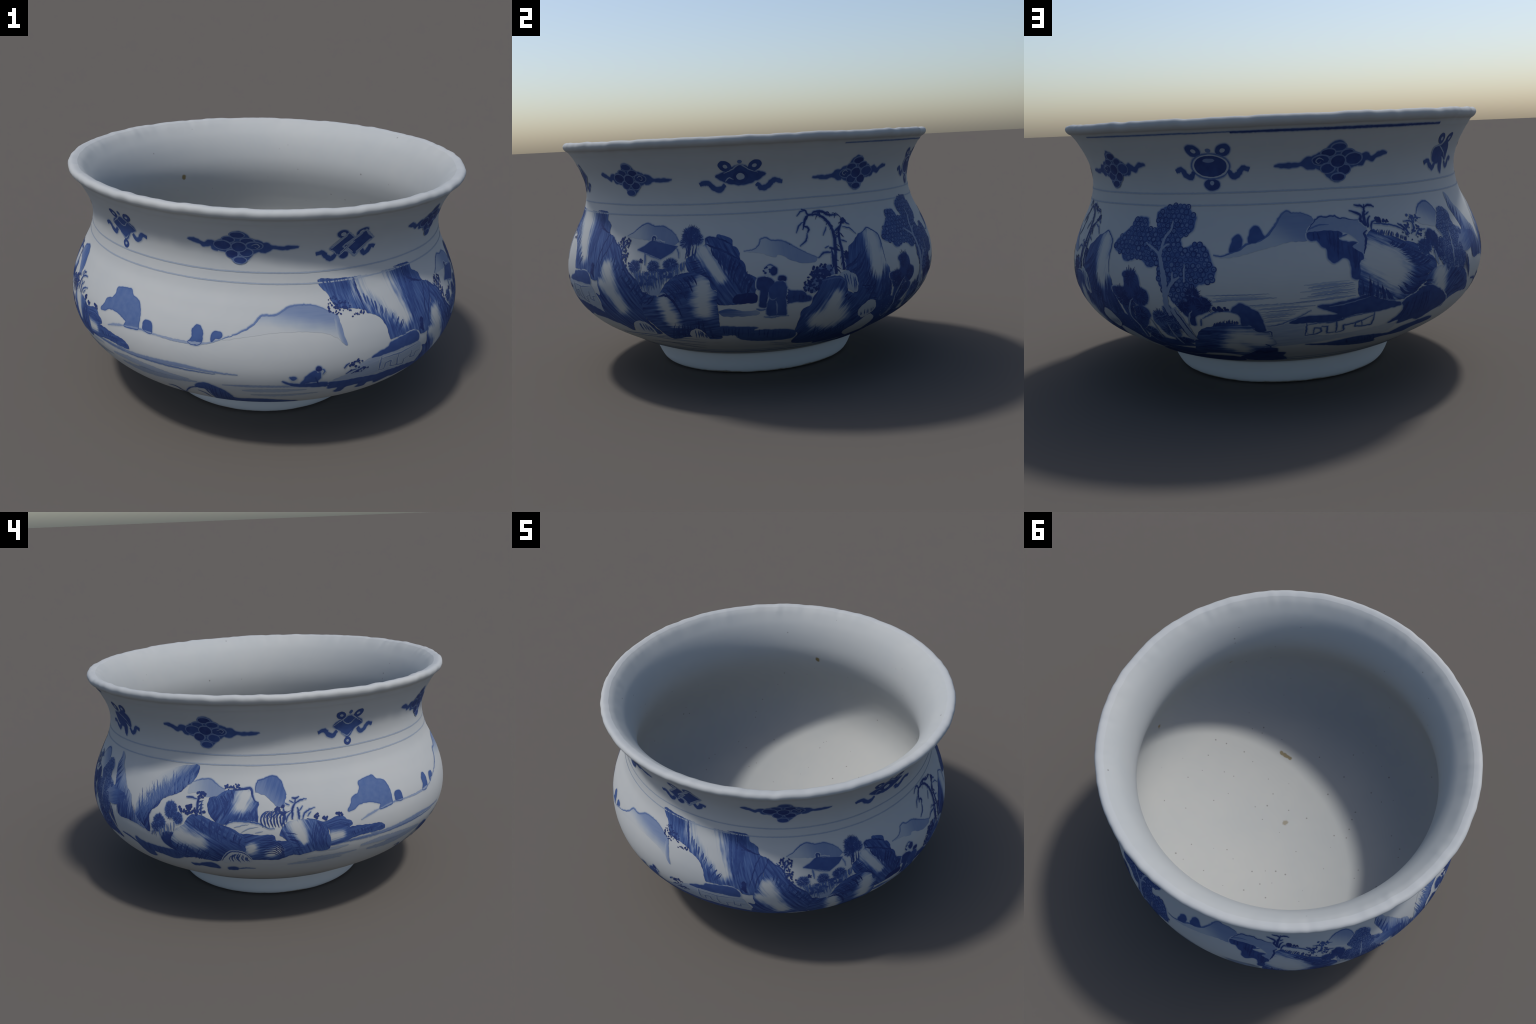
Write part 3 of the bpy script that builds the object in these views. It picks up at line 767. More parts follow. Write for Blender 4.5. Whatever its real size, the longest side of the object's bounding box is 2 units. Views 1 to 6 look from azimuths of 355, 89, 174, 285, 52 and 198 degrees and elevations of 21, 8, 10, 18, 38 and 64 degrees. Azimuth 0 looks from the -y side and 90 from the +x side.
m = Motif("painted_boulder", layer=2.6)
m.fill([(270.1, 0.471), (271.6, 0.511), (273.5, 0.535), (275.6, 0.534), (277.4, 0.516), (278.6, 0.485), (278.2, 0.460), (275.3, 0.452), (272.9, 0.456), (270.6, 0.454)], 0.05, halo=False)
m.stroke([(270.1, 0.471), (271.6, 0.511), (273.5, 0.535), (275.6, 0.534), (277.4, 0.516), (278.6, 0.485)], 0.006, 0.85)
m.hatch([(273.4, 0.516), (275.6, 0.525), (277.6, 0.501)], [(272.3, 0.463), (274.7, 0.456), (278.2, 0.464)], 11, 0.006, 0.8, bow=-0.2)

m = Motif("painted_sandbar", layer=1.5)
m.stroke([(274.4, 0.660), (276.5, 0.672), (278.5, 0.676)], 0.005, 0.3)
m.stroke([(276.4, 0.639), (278.3, 0.656), (281.0, 0.664)], 0.005, 0.3)
m.stroke([(280.1, 0.635), (282.2, 0.644)], 0.005, 0.3)
m.stroke([(271.9, 0.669), (274.0, 0.689), (277.5, 0.690), (281.2, 0.679), (283.2, 0.658), (285.4, 0.653)], 0.006, 0.7)

m = Motif("painted_pine", layer=2)
m.needles((252.0, 0.653), 0.04, 0.045, 34, wash=0.7)
m.needles((255.7, 0.719), 0.04, 0.052, 40, wash=0.72)
m.needles((258.1, 0.684), 0.03, 0.035, 24, wash=0.7)
m.needles((250.6, 0.621), 0.03, 0.03, 20, wash=0.55)
m.hatch([(249.0, 0.595), (253.1, 0.636), (257.2, 0.667)], [(248.7, 0.571), (252.5, 0.564), (257.1, 0.617)], 16, 0.005, 0.6, short=0.2)

m = Motif("painted_tree", layer=2)
m.stroke([(263.9, 0.711), (263.9, 0.756), (264.0, 0.789), (264.5, 0.815)], 0.01, 0.95)
m.stroke([(260.1, 0.790), (261.8, 0.791), (263.5, 0.785)], 0.007, 0.92)
m.stroke([(265.2, 0.711), (264.9, 0.747), (265.2, 0.776)], 0.007, 0.92)
m.stroke([(263.6, 0.796), (264.6, 0.806), (265.5, 0.811)], 0.006, 0.9, halo=False)
m.stroke([(263.7, 0.781), (264.6, 0.792), (265.5, 0.797)], 0.006, 0.9, halo=False)
m.stroke([(263.8, 0.767), (264.7, 0.777), (265.6, 0.782)], 0.006, 0.9, halo=False)
m.stroke([(263.9, 0.749), (264.9, 0.760), (265.7, 0.764)], 0.006, 0.9, halo=False)
m.stroke([(264.0, 0.731), (264.9, 0.742), (265.8, 0.747)], 0.006, 0.9, halo=False)
m.dots((264.7, 0.808), 0.02, 0.018, 14, size=0.007)
m.dots((261.0, 0.734), 0.045, 0.022, 30, size=0.007)
m.dots((264.4, 0.721), 0.04, 0.012, 10, size=0.006)

m = Motif("painted_bank", layer=0.8)
m.fill([(252.9, 0.596), (256.5, 0.607), (256.9, 0.576), (258.0, 0.530), (258.6, 0.475), (256.7, 0.495), (253.4, 0.533), (252.2, 0.560)], 0.88)

m = Motif("painted_bank", layer=1.0)
m.fill([(241.2, 0.531), (243.6, 0.516), (248.7, 0.508), (252.9, 0.506), (256.8, 0.501), (258.0, 0.465), (254.8, 0.439), (251.4, 0.447), (247.1, 0.455), (246.9, 0.419), (243.6, 0.411), (241.9, 0.450), (241.1, 0.483)], 0.76)
m.hatch([(244.1, 0.511), (250.1, 0.504), (256.7, 0.495)], [(244.1, 0.436), (250.7, 0.444), (256.8, 0.455)], 16, 0.006, 0.92)
m.stroke([(234.3, 0.522), (238.4, 0.510), (241.1, 0.483), (242.1, 0.455)], 0.01, 0.8)

m = Motif("painted_pebble", layer=1)
m.fill([(259.7, 0.420), (262.1, 0.424), (265.4, 0.445), (268.1, 0.435), (268.5, 0.398), (266.0, 0.399), (263.3, 0.409), (260.5, 0.401)], 0.82)

m = Motif("painted_pebble", layer=1)
m.fill([(271.2, 0.409), (272.5, 0.422), (274.3, 0.414), (274.0, 0.393), (271.2, 0.390)], 0.8)
m.stroke([(274.2, 0.404), (277.0, 0.413), (279.3, 0.409)], 0.008, 0.6)

m = Motif("painted_water", layer=0.3, stuff=True)
m.stroke([(301.6, 0.539), (306.2, 0.547), (312.4, 0.548), (319.3, 0.551), (329.2, 0.559), (338.2, 0.560)], 0.016, 0.38)
m.stroke([(304.3, 0.545), (308.6, 0.547), (316.5, 0.547)], 0.008, 0.55)
m.stroke([(310.4, 0.501), (317.1, 0.506), (327.0, 0.497), (335.7, 0.490)], 0.03, 0.25)
m.stroke([(294.2, 0.468), (302.2, 0.468), (309.5, 0.473)], 0.02, 0.2)
m.stroke([(288.7, 0.438), (295.4, 0.445), (304.9, 0.450)], 0.022, 0.2)
m.stroke([(299.5, 0.516), (306.4, 0.524)], 0.016, 0.22)

# ---- garden side

m = Motif("painted_rock", layer=1.4)
m.fill([(47.2, 0.843), (49.0, 0.814), (51.1, 0.793), (52.2, 0.765), (53.0, 0.730), (55.7, 0.680), (58.9, 0.638), (60.0, 0.600), (62.3, 0.584), (64.7, 0.579), (64.9, 0.554), (64.4, 0.518), (60.0, 0.516), (59.0, 0.472), (60.6, 0.392), (61.3, 0.350), (58.8, 0.344), (57.8, 0.406), (53.8, 0.424), (49.9, 0.344), (47.5, 0.374), (44.6, 0.400), (42.0, 0.451), (42.5, 0.533), (41.4, 0.563), (43.4, 0.557), (42.9, 0.623), (44.6, 0.684), (45.7, 0.729), (46.3, 0.770)], 0.78, lights=[((47.1, 0.695), (51.5, 0.502), 0.03, 0.032), ((44.7, 0.619), (47.6, 0.598), 0.02, 0.03)], streak=-55, amount=0.6)
m.hatch([(49.1, 0.762), (52.4, 0.712), (57.6, 0.644), (64.0, 0.571)], [(48.7, 0.711), (52.2, 0.641), (56.1, 0.571), (59.0, 0.500)], 24, 0.0065, 0.95, bow=0.08, short=0.5)
m.stroke([(47.2, 0.843), (49.0, 0.814), (51.1, 0.793), (52.2, 0.765), (53.0, 0.730), (55.7, 0.680), (58.9, 0.638), (60.0, 0.600), (62.3, 0.584)], 0.008, 0.9)

m = Motif("painted_hatched_stone", layer=1.8)
m.fill([(53.4, 0.418), (56.6, 0.436), (58.8, 0.419), (59.2, 0.345), (55.3, 0.345), (52.4, 0.364)], 0.12, halo=False)
m.hatch([(54.8, 0.419), (57.4, 0.419), (59.0, 0.394)], [(54.3, 0.356), (56.7, 0.349), (58.8, 0.344)], 9, 0.006, 0.7)

m = Motif("painted_mountain", layer=0.4)
m.fill([(52.9, 0.849), (55.1, 0.870), (57.2, 0.901), (59.2, 0.914), (62.1, 0.900), (64.7, 0.900), (67.1, 0.884), (69.3, 0.855), (70.4, 0.828), (68.6, 0.808), (66.1, 0.819), (63.6, 0.833), (62.1, 0.829), (59.7, 0.835), (55.5, 0.841)], (0.42, 0.12), along=((64.2, 0.880), (55.6, 0.833)), amount=0.1)
m.stroke([(52.9, 0.849), (55.1, 0.870), (57.2, 0.901), (59.2, 0.914), (62.1, 0.900), (64.7, 0.900), (67.1, 0.884), (69.3, 0.855), (70.5, 0.822)], 0.006, 0.6)

m = Motif("painted_pavilion", layer=1.5)
m.fill([(57.7, 0.786), (59.9, 0.806), (61.4, 0.827), (62.3, 0.832), (65.9, 0.820), (70.3, 0.805), (68.8, 0.778), (65.6, 0.746), (63.2, 0.760), (60.5, 0.774)], 0.78, smooth=False, rough=0.0006)
m.stroke([(62.3, 0.822), (62.2, 0.850), (63.0, 0.847), (63.1, 0.829)], 0.009, 0.85)
m.stroke([(63.1, 0.833), (66.1, 0.822)], 0.005, 0.5)
m.stroke([(60.4, 0.774), (60.8, 0.753), (61.0, 0.719)], 0.007, 0.6)
m.stroke([(60.6, 0.771), (63.2, 0.756), (65.4, 0.745)], 0.005, 0.5)
m.stroke([(69.7, 0.801), (70.6, 0.780), (70.9, 0.752)], 0.005, 0.5)
m.dots((59.7, 0.740), 0.01, 0.012, 5, size=0.005)

m = Motif("painted_pine", layer=2)
m.needles((73.8, 0.854), 0.052, 0.055, 70, wash=0.62)
m.stroke([(73.7, 0.897), (73.8, 0.854), (73.6, 0.808), (73.3, 0.759)], 0.014, 0.95)
m.needles((72.5, 0.822), 0.035, 0.03, 20, wash=0.5)
m.needles((75.9, 0.835), 0.03, 0.03, 20, wash=0.5)
m.stroke([(73.0, 0.808), (72.9, 0.773), (72.7, 0.746)], 0.006, 0.85, halo=False)
m.stroke([(73.9, 0.808), (73.7, 0.773), (73.5, 0.746)], 0.006, 0.85, halo=False)
m.stroke([(74.7, 0.808), (74.6, 0.773), (74.4, 0.745)], 0.006, 0.85, halo=False)
m.stroke([(75.6, 0.807), (75.4, 0.773), (75.2, 0.745)], 0.006, 0.85, halo=False)

m = Motif("painted_pine", layer=2)
m.needles((57.6, 0.709), 0.038, 0.036, 36, wash=0.55, width=0.0032)
m.needles((63.6, 0.710), 0.036, 0.036, 34, wash=0.55, width=0.0032)
m.needles((68.7, 0.721), 0.042, 0.036, 38, wash=0.6, width=0.0032)
m.fill([(56.7, 0.688), (61.6, 0.681), (65.5, 0.693), (70.9, 0.705), (71.4, 0.685), (66.6, 0.639), (65.6, 0.594), (63.6, 0.578), (60.9, 0.587), (59.6, 0.617), (58.4, 0.651)], 0.28, halo=False, up=-1.5)
m.hatch([(57.5, 0.692), (63.6, 0.693), (69.2, 0.711), (72.5, 0.739)], [(59.1, 0.624), (61.8, 0.584), (65.9, 0.615), (72.6, 0.685)], 46, 0.0055, 0.65, short=0.3)
m.dots((61.8, 0.650), 0.05, 0.03, 22, size=0.008, t=0.8)
m.dots((67.1, 0.684), 0.05, 0.025, 18, size=0.008, t=0.8)

m = Motif("painted_tree", layer=2)
m.stroke([(52.2, 0.758), (52.2, 0.783), (53.2, 0.806), (54.8, 0.818)], 0.007, 0.9)
m.stroke([(52.3, 0.794), (52.6, 0.824), (53.6, 0.832)], 0.006, 0.9)
m.stroke([(51.1, 0.793), (49.8, 0.818)], 0.005, 0.85)
m.dots((52.7, 0.817), 0.035, 0.028, 30, size=0.0055)
m.dots((53.8, 0.759), 0.02, 0.045, 20, size=0.0055)
m.dots((54.4, 0.714), 0.02, 0.03, 10, size=0.005)

m = Motif("painted_rock", layer=1.0)
m.fill([(73.0, 0.749), (74.6, 0.765), (76.0, 0.796), (78.0, 0.817), (78.1, 0.841), (79.4, 0.846), (80.8, 0.842), (81.0, 0.858), (83.5, 0.847), (85.2, 0.830), (85.3, 0.805), (86.8, 0.787), (87.2, 0.742), (88.3, 0.725), (88.7, 0.684), (91.3, 0.655), (91.8, 0.625), (90.6, 0.595), (91.0, 0.551), (87.8, 0.544), (80.9, 0.547), (80.8, 0.607), (79.9, 0.616), (79.0, 0.653), (77.6, 0.670), (74.4, 0.684), (73.1, 0.711)], 0.78, lights=[((77.6, 0.785), (82.1, 0.662), 0.03, 0.02)], streak=-60, amount=0.6)
m.stroke([(78.0, 0.817), (80.3, 0.798), (83.2, 0.779), (86.3, 0.746), (87.2, 0.742)], 0.01, 0.97)
m.stroke([(80.9, 0.842), (83.1, 0.828), (85.2, 0.806)], 0.008, 0.95)
m.stroke([(78.0, 0.817), (78.1, 0.841), (79.4, 0.846), (80.8, 0.842)], 0.006, 0.95)
m.hatch([(79.5, 0.798), (83.2, 0.769), (87.3, 0.725), (90.4, 0.649)], [(81.6, 0.729), (83.5, 0.661), (86.0, 0.593), (87.8, 0.556)], 28, 0.007, 0.96, bow=-0.06, short=0.45)
m.hatch([(73.5, 0.731), (75.2, 0.687), (77.6, 0.670)], [(76.8, 0.744), (78.4, 0.717), (80.4, 0.663)], 16, 0.006, 0.96, short=0.4)
m.fill([(85.2, 0.579), (87.9, 0.591), (90.6, 0.589), (91.0, 0.551), (87.8, 0.545), (84.9, 0.549)], 1.0, up=0.4, halo=False)

m = Motif("painted_rock", layer=1.9)
m.fill([(66.3, 0.615), (68.1, 0.650), (70.7, 0.677), (74.4, 0.688), (77.6, 0.674), (79.2, 0.650), (79.7, 0.616), (80.8, 0.606), (80.9, 0.546), (80.6, 0.440), (79.9, 0.319), (76.4, 0.313), (70.5, 0.333), (63.7, 0.300), (61.7, 0.370), (60.3, 0.426), (59.0, 0.473), (61.0, 0.586), (64.7, 0.579)], 0.78, lights=[((77.3, 0.627), (76.9, 0.512), 0.036, 0.036), ((66.3, 0.554), (67.5, 0.446), 0.028, 0.032)], streak=10, amount=0.6)
m.hatch([(66.6, 0.605), (69.4, 0.650), (74.4, 0.678)], [(70.2, 0.514), (74.0, 0.565), (76.0, 0.631)], 18, 0.007, 0.98, bow=0.1, short=0.4)
m.hatch([(63.9, 0.306), (70.5, 0.335), (77.5, 0.323)], [(68.2, 0.447), (72.2, 0.473), (77.7, 0.474)], 20, 0.008, 0.97, short=0.4)
m.stroke([(65.1, 0.579), (67.0, 0.586), (68.8, 0.567), (70.1, 0.526), (70.7, 0.476)], 0.012, 0.97)

m = Motif("painted_hatched_stone", layer=3.0)
m.fill([(70.8, 0.357), (73.1, 0.403), (74.4, 0.403), (75.5, 0.373), (76.0, 0.316), (72.4, 0.310)], 0.06, halo=False)
m.hatch([(73.2, 0.397), (74.5, 0.392), (75.6, 0.360)], [(72.1, 0.320), (74.1, 0.318), (75.8, 0.319)], 8, 0.006, 0.75)

m = Motif("painted_mountain", layer=0.4)
m.fill([(88.2, 0.773), (91.0, 0.783), (92.3, 0.806), (92.7, 0.824), (94.0, 0.833), (95.6, 0.819), (98.4, 0.814), (100.6, 0.793), (99.3, 0.806), (101.2, 0.786), (104.1, 0.754), (107.4, 0.724), (106.8, 0.708), (103.7, 0.705), (100.7, 0.719), (96.9, 0.753), (96.2, 0.740), (92.3, 0.765)], (0.36, 0.14), along=((100.0, 0.770), (92.3, 0.761)), amount=0.1)
m.stroke([(88.2, 0.775), (91.0, 0.783), (92.3, 0.806), (92.7, 0.824), (94.0, 0.833), (95.6, 0.819), (98.4, 0.814), (100.6, 0.793), (99.3, 0.806), (101.2, 0.786), (104.1, 0.754), (107.6, 0.722)], 0.006, 0.55)

m = Motif("painted_table_rock", layer=1.4)
m.fill([(98.0, 0.597), (100.2, 0.590), (103.0, 0.580), (103.8, 0.563), (105.2, 0.550), (104.9, 0.534), (100.2, 0.535), (97.8, 0.529)], 0.86)
m.hatch([(98.6, 0.572), (101.8, 0.570), (104.6, 0.551)], [(98.4, 0.540), (101.8, 0.537), (104.7, 0.538)], 10, 0.006, 0.98)

m = Motif("painted_figure", layer=1.8)
m.fill([(91.3, 0.652), (93.1, 0.660), (95.0, 0.645), (95.5, 0.632), (94.1, 0.595), (93.4, 0.550), (93.2, 0.520), (91.6, 0.524), (91.8, 0.601), (91.2, 0.608)], 0.88)
m.fill([(93.0, 0.700), (94.0, 0.709), (94.7, 0.691), (94.5, 0.665), (93.3, 0.660)], 0.15, up=0.5, halo=False)
m.fill([(94.7, 0.688), (95.8, 0.702), (96.5, 0.689), (96.2, 0.670), (95.4, 0.661), (94.7, 0.672)], 0.96, up=0.6)
m.dots((93.8, 0.686), 0.014, 0.016, 7, size=0.005, t=0.9)
m.stroke([(93.8, 0.706), (94.8, 0.710), (96.0, 0.700)], 0.005, 0.7)
m.stroke([(90.7, 0.515), (92.2, 0.507), (93.3, 0.512)], 0.008, 0.6)

m = Motif("painted_figure", layer=2.0)
m.fill([(94.9, 0.621), (96.1, 0.635), (97.8, 0.634), (98.6, 0.606), (98.3, 0.565), (98.4, 0.516), (98.4, 0.469), (96.0, 0.474), (93.5, 0.476), (93.6, 0.535), (94.1, 0.567), (93.7, 0.585)], 0.8)
m.fill([(96.4, 0.641), (96.9, 0.657), (97.7, 0.659), (98.6, 0.648), (98.6, 0.638), (97.7, 0.638)], 0.99, up=0.5)
m.stroke([(95.8, 0.550), (96.0, 0.516), (96.0, 0.477)], 0.008, 0.5, up=0.9)
m.stroke([(93.9, 0.592), (94.0, 0.571), (94.9, 0.555), (96.1, 0.564)], 0.006, 0.5, up=0.9, halo=False)
m.stroke([(92.5, 0.471), (94.5, 0.464), (96.8, 0.469), (99.3, 0.466)], 0.008, 0.5)

m = Motif("painted_ground", layer=0.4)
m.fill([(80.9, 0.507), (83.4, 0.522), (87.6, 0.506), (91.2, 0.503), (91.5, 0.486), (86.5, 0.478), (81.5, 0.486)], (0.6, 0.3), along=((82.9, 0.506), (91.1, 0.494)), streak=0, amount=0.4)

m = Motif("painted_water", layer=0.3, stuff=True)
m.stroke([(41.5, 0.303), (54.6, 0.325), (63.8, 0.327)], 0.008, 0.4, halo=False)
m.stroke([(48.0, 0.295), (62.6, 0.311), (73.5, 0.304)], 0.008, 0.35, halo=False)
m.stroke([(56.7, 0.295), (65.6, 0.280), (73.8, 0.260)], 0.014, 0.25, halo=False)
m.stroke([(50.9, 0.226), (63.1, 0.228), (73.0, 0.213)], 0.007, 0.4, halo=False)
m.stroke([(59.7, 0.225), (65.2, 0.184), (71.3, 0.152)], 0.016, 0.25, halo=False)
m.stroke([(95.1, 0.207), (103.0, 0.142), (111.8, 0.117), (121.8, 0.100)], 0.01, 0.3, halo=False)
m.stroke([(94.9, 0.240), (99.2, 0.202), (103.8, 0.179)], 0.014, 0.25, halo=False)

m = Motif("painted_bank", layer=0.8)
m.fill([(80.2, 0.415), (85.2, 0.414), (91.0, 0.403), (89.3, 0.384), (93.6, 0.383), (101.6, 0.356), (102.0, 0.281), (92.9, 0.268), (85.4, 0.308), (84.3, 0.347), (80.2, 0.350)], 0.74)
m.hatch([(80.9, 0.409), (87.2, 0.404), (100.5, 0.353)], [(80.5, 0.353), (87.0, 0.316), (100.9, 0.286)], 22, 0.007, 0.9)

m = Motif("painted_bushes", layer=1.4, stuff=True)
m.fill([(103.2, 0.603), (104.3, 0.625), (106.2, 0.638), (106.1, 0.669), (108.3, 0.682), (111.4, 0.680), (111.8, 0.645), (108.5, 0.634), (107.1, 0.613), (106.3, 0.573), (104.6, 0.576)], 0.55)
m.dots((108.2, 0.665), 0.055, 0.03, 60, size=0.006)
m.dots((105.3, 0.609), 0.04, 0.038, 50, size=0.006)
m.dots((107.3, 0.647), 0.04, 0.03, 30, size=0.007)

m = Motif("painted_willow", layer=2.2)
m.stroke([(112.1, 0.641), (112.3, 0.699), (113.0, 0.760), (113.4, 0.828), (112.9, 0.873), (111.5, 0.905), (109.5, 0.923), (108.1, 0.923), (106.9, 0.926), (106.4, 0.944), (105.1, 0.953)], 0.013, 0.96, taper=(1, 0.35))
m.twigs([(112.1, 0.641), (112.3, 0.699), (113.0, 0.760), (113.4, 0.828), (112.9, 0.873), (111.5, 0.905), (109.5, 0.923), (108.1, 0.923), (106.9, 0.926), (106.4, 0.944), (105.1, 0.953)], 26, 0.03)
m.stroke([(111.5, 0.673), (111.8, 0.738), (111.8, 0.762)], 0.01, 0.95)
m.stroke([(114.5, 0.656), (114.8, 0.750), (114.8, 0.793), (115.3, 0.836), (116.6, 0.867), (117.7, 0.890)], 0.011, 0.96, taper=(1, 0.5))
m.twigs([(114.5, 0.656), (114.8, 0.750), (114.8, 0.793), (115.3, 0.836), (116.6, 0.867), (117.7, 0.890)], 14, 0.028)
m.stroke([(106.9, 0.926), (105.7, 0.899), (104.7, 0.856)], 0.01, 0.95)
m.stroke([(105.1, 0.874), (106.3, 0.861), (105.9, 0.840)], 0.01, 0.93)
m.stroke([(105.7, 0.840), (105.1, 0.809), (103.1, 0.781)], 0.006, 0.85)
m.stroke([(105.4, 0.896), (103.8, 0.876), (102.6, 0.841)], 0.005, 0.8)
m.stroke([(106.4, 0.944), (105.0, 0.943), (103.5, 0.921)], 0.005, 0.85)
m.stroke([(108.1, 0.924), (108.7, 0.934), (111.9, 0.932), (112.9, 0.918), (116.4, 0.911)], 0.01, 0.93)
m.twigs([(108.7, 0.934), (111.9, 0.932), (116.4, 0.911)], 12, 0.026)
m.stroke([(113.6, 0.831), (115.4, 0.851), (116.3, 0.860)], 0.006, 0.9)
m.stroke([(113.6, 0.802), (114.9, 0.814)], 0.006, 0.9)
m.stroke([(116.8, 0.852), (119.1, 0.841), (120.6, 0.811)], 0.005, 0.75)
m.stroke([(117.8, 0.875), (119.4, 0.859)], 0.006, 0.85)
m.dots((117.5, 0.883), 0.01, 0.012, 8, size=0.009)
m.stroke([(111.8, 0.860), (110.2, 0.822)], 0.005, 0.75)
m.stroke([(112.0, 0.741), (109.5, 0.742), (107.6, 0.721)], 0.007, 0.85)
m.stroke([(111.2, 0.763), (112.9, 0.753), (114.4, 0.743)], 0.011, 0.97)
m.stroke([(109.8, 0.762), (111.2, 0.770)], 0.005, 0.8)
m.stroke([(114.9, 0.793), (116.9, 0.780)], 0.006, 0.85)
m.dots((115.9, 0.719), 0.012, 0.02, 9, size=0.007)

m = Motif("painted_rock", layer=1.0)
m.fill([(117.3, 0.759), (118.8, 0.774), (121.1, 0.807), (122.9, 0.815), (125.2, 0.833), (127.1, 0.814), (128.4, 0.796), (128.7, 0.773), (128.7, 0.735), (128.7, 0.706), (129.0, 0.662), (130.3, 0.630), (130.9, 0.585), (132.3, 0.486), (129.6, 0.474), (123.8, 0.485), (120.2, 0.544), (118.6, 0.559), (118.5, 0.613), (117.6, 0.633), (115.3, 0.648), (114.7, 0.694), (116.6, 0.732)], 0.78, lights=[((125.7, 0.798), (125.7, 0.634), 0.036, 0.036), ((128.3, 0.700), (128.9, 0.677), 0.03, 0.03)], streak=75, amount=0.55)
m.hatch([(114.9, 0.669), (118.2, 0.610), (123.3, 0.511)], [(123.4, 0.762), (123.2, 0.690), (125.4, 0.614)], 26, 0.0065, 0.96, bow=-0.1, short=0.45)
m.hatch([(127.7, 0.485), (130.1, 0.481), (131.8, 0.492)], [(127.1, 0.681), (128.8, 0.648), (130.4, 0.623)], 10, 0.0065, 0.95, short=0.35)
m.stroke([(121.1, 0.807), (122.9, 0.815), (125.2, 0.833), (127.1, 0.814), (128.4, 0.796), (128.7, 0.773), (128.7, 0.735), (128.7, 0.706), (129.0, 0.662)], 0.005, 0.75)

m = Motif("painted_bank", layer=0.5)
m.fill([(121.2, 0.555), (132.9, 0.478), (134.3, 0.426), (138.2, 0.312), (143.3, 0.239), (145.2, 0.116), (138.1, 0.068), (123.2, 0.083), (112.8, 0.136), (117.7, 0.272), (121.1, 0.342), (122.2, 0.387)], 0.86)

m = Motif("painted_sandbar", layer=1.0)
m.fill([(121.1, 0.254), (123.0, 0.326), (126.3, 0.392), (130.6, 0.340), (131.4, 0.274), (132.4, 0.185), (129.3, 0.148)], 0.06, halo=False)

m = Motif("painted_arch_rock", layer=1.6)
m.fill([(107.2, 0.615), (108.3, 0.630), (112.0, 0.635), (114.2, 0.625), (115.3, 0.598), (115.6, 0.562), (118.7, 0.539), (119.3, 0.567), (121.4, 0.554), (122.3, 0.513), (122.1, 0.489), (120.4, 0.441), (122.4, 0.380), (121.4, 0.334), (120.4, 0.274), (118.3, 0.256), (117.0, 0.210), (112.3, 0.150), (102.8, 0.200), (102.9, 0.329), (101.8, 0.346), (102.3, 0.438), (102.8, 0.491), (105.2, 0.518), (105.5, 0.548), (106.7, 0.574)], 0.78, lights=[((112.6, 0.535), (110.7, 0.414), 0.026, 0.06), ((107.5, 0.408), (113.4, 0.415), 0.034, 0.05)], streak=60, amount=0.4)
m.hatch([(115.2, 0.548), (119.4, 0.506), (121.6, 0.395)], [(113.8, 0.521), (116.4, 0.454), (118.5, 0.348)], 16, 0.007, 0.97, short=0.4)
m.hatch([(107.7, 0.238), (113.4, 0.259), (119.4, 0.298)], [(106.3, 0.395), (111.4, 0.378), (116.7, 0.392)], 14, 0.006, 0.95, short=0.5)
m.stroke([(108.0, 0.620), (111.9, 0.626), (114.2, 0.615), (115.1, 0.577)], 0.007, 0.6)

m = Motif("painted_hatched_stone", layer=2.2)
m.fill([(112.9, 0.638), (115.0, 0.651), (116.6, 0.640), (117.8, 0.627), (118.5, 0.608), (118.5, 0.545), (116.6, 0.559), (115.5, 0.569), (115.1, 0.599), (114.0, 0.625)], 0.18, halo=False)
m.hatch([(114.1, 0.639), (116.1, 0.635), (118.0, 0.613)], [(115.5, 0.577), (116.8, 0.566), (118.3, 0.548)], 7, 0.006, 0.72)

m = Motif("painted_hatched_stone", layer=2.2)
m.fill([(120.7, 0.437), (123.5, 0.489), (125.2, 0.487), (126.7, 0.465), (127.4, 0.414), (125.9, 0.393), (124.0, 0.378), (122.1, 0.397)], 0.1, halo=False)
m.hatch([(122.8, 0.396), (125.7, 0.400), (127.2, 0.420)], [(122.0, 0.430), (124.0, 0.442), (126.1, 0.444)], 9, 0.005, 0.75)

# ---- lake side

m = Motif("painted_leafy_tree", layer=1.6)
m.fill([(129.8, 0.780), (131.4, 0.815), (133.7, 0.848), (135.2, 0.869), (135.1, 0.896), (137.2, 0.905), (139.9, 0.899), (141.1, 0.863), (143.4, 0.861), (143.0, 0.893), (142.6, 0.922), (144.3, 0.945), (147.6, 0.958), (151.8, 0.955), (152.6, 0.936), (154.3, 0.909), (154.2, 0.874), (154.0, 0.855), (152.3, 0.832), (151.2, 0.823), (152.0, 0.779), (153.7, 0.792), (155.6, 0.799), (157.2, 0.793), (158.7, 0.765), (159.4, 0.730), (160.4, 0.691), (159.8, 0.656), (158.0, 0.644), (156.1, 0.637), (155.2, 0.601), (153.9, 0.569), (149.8, 0.559), (148.9, 0.587), (148.8, 0.612), (147.4, 0.610), (146.2, 0.637), (145.5, 0.684), (145.6, 0.709), (142.9, 0.700), (140.9, 0.723), (138.8, 0.733), (137.3, 0.722), (134.6, 0.719), (133.3, 0.746), (131.1, 0.753)], 0.66)
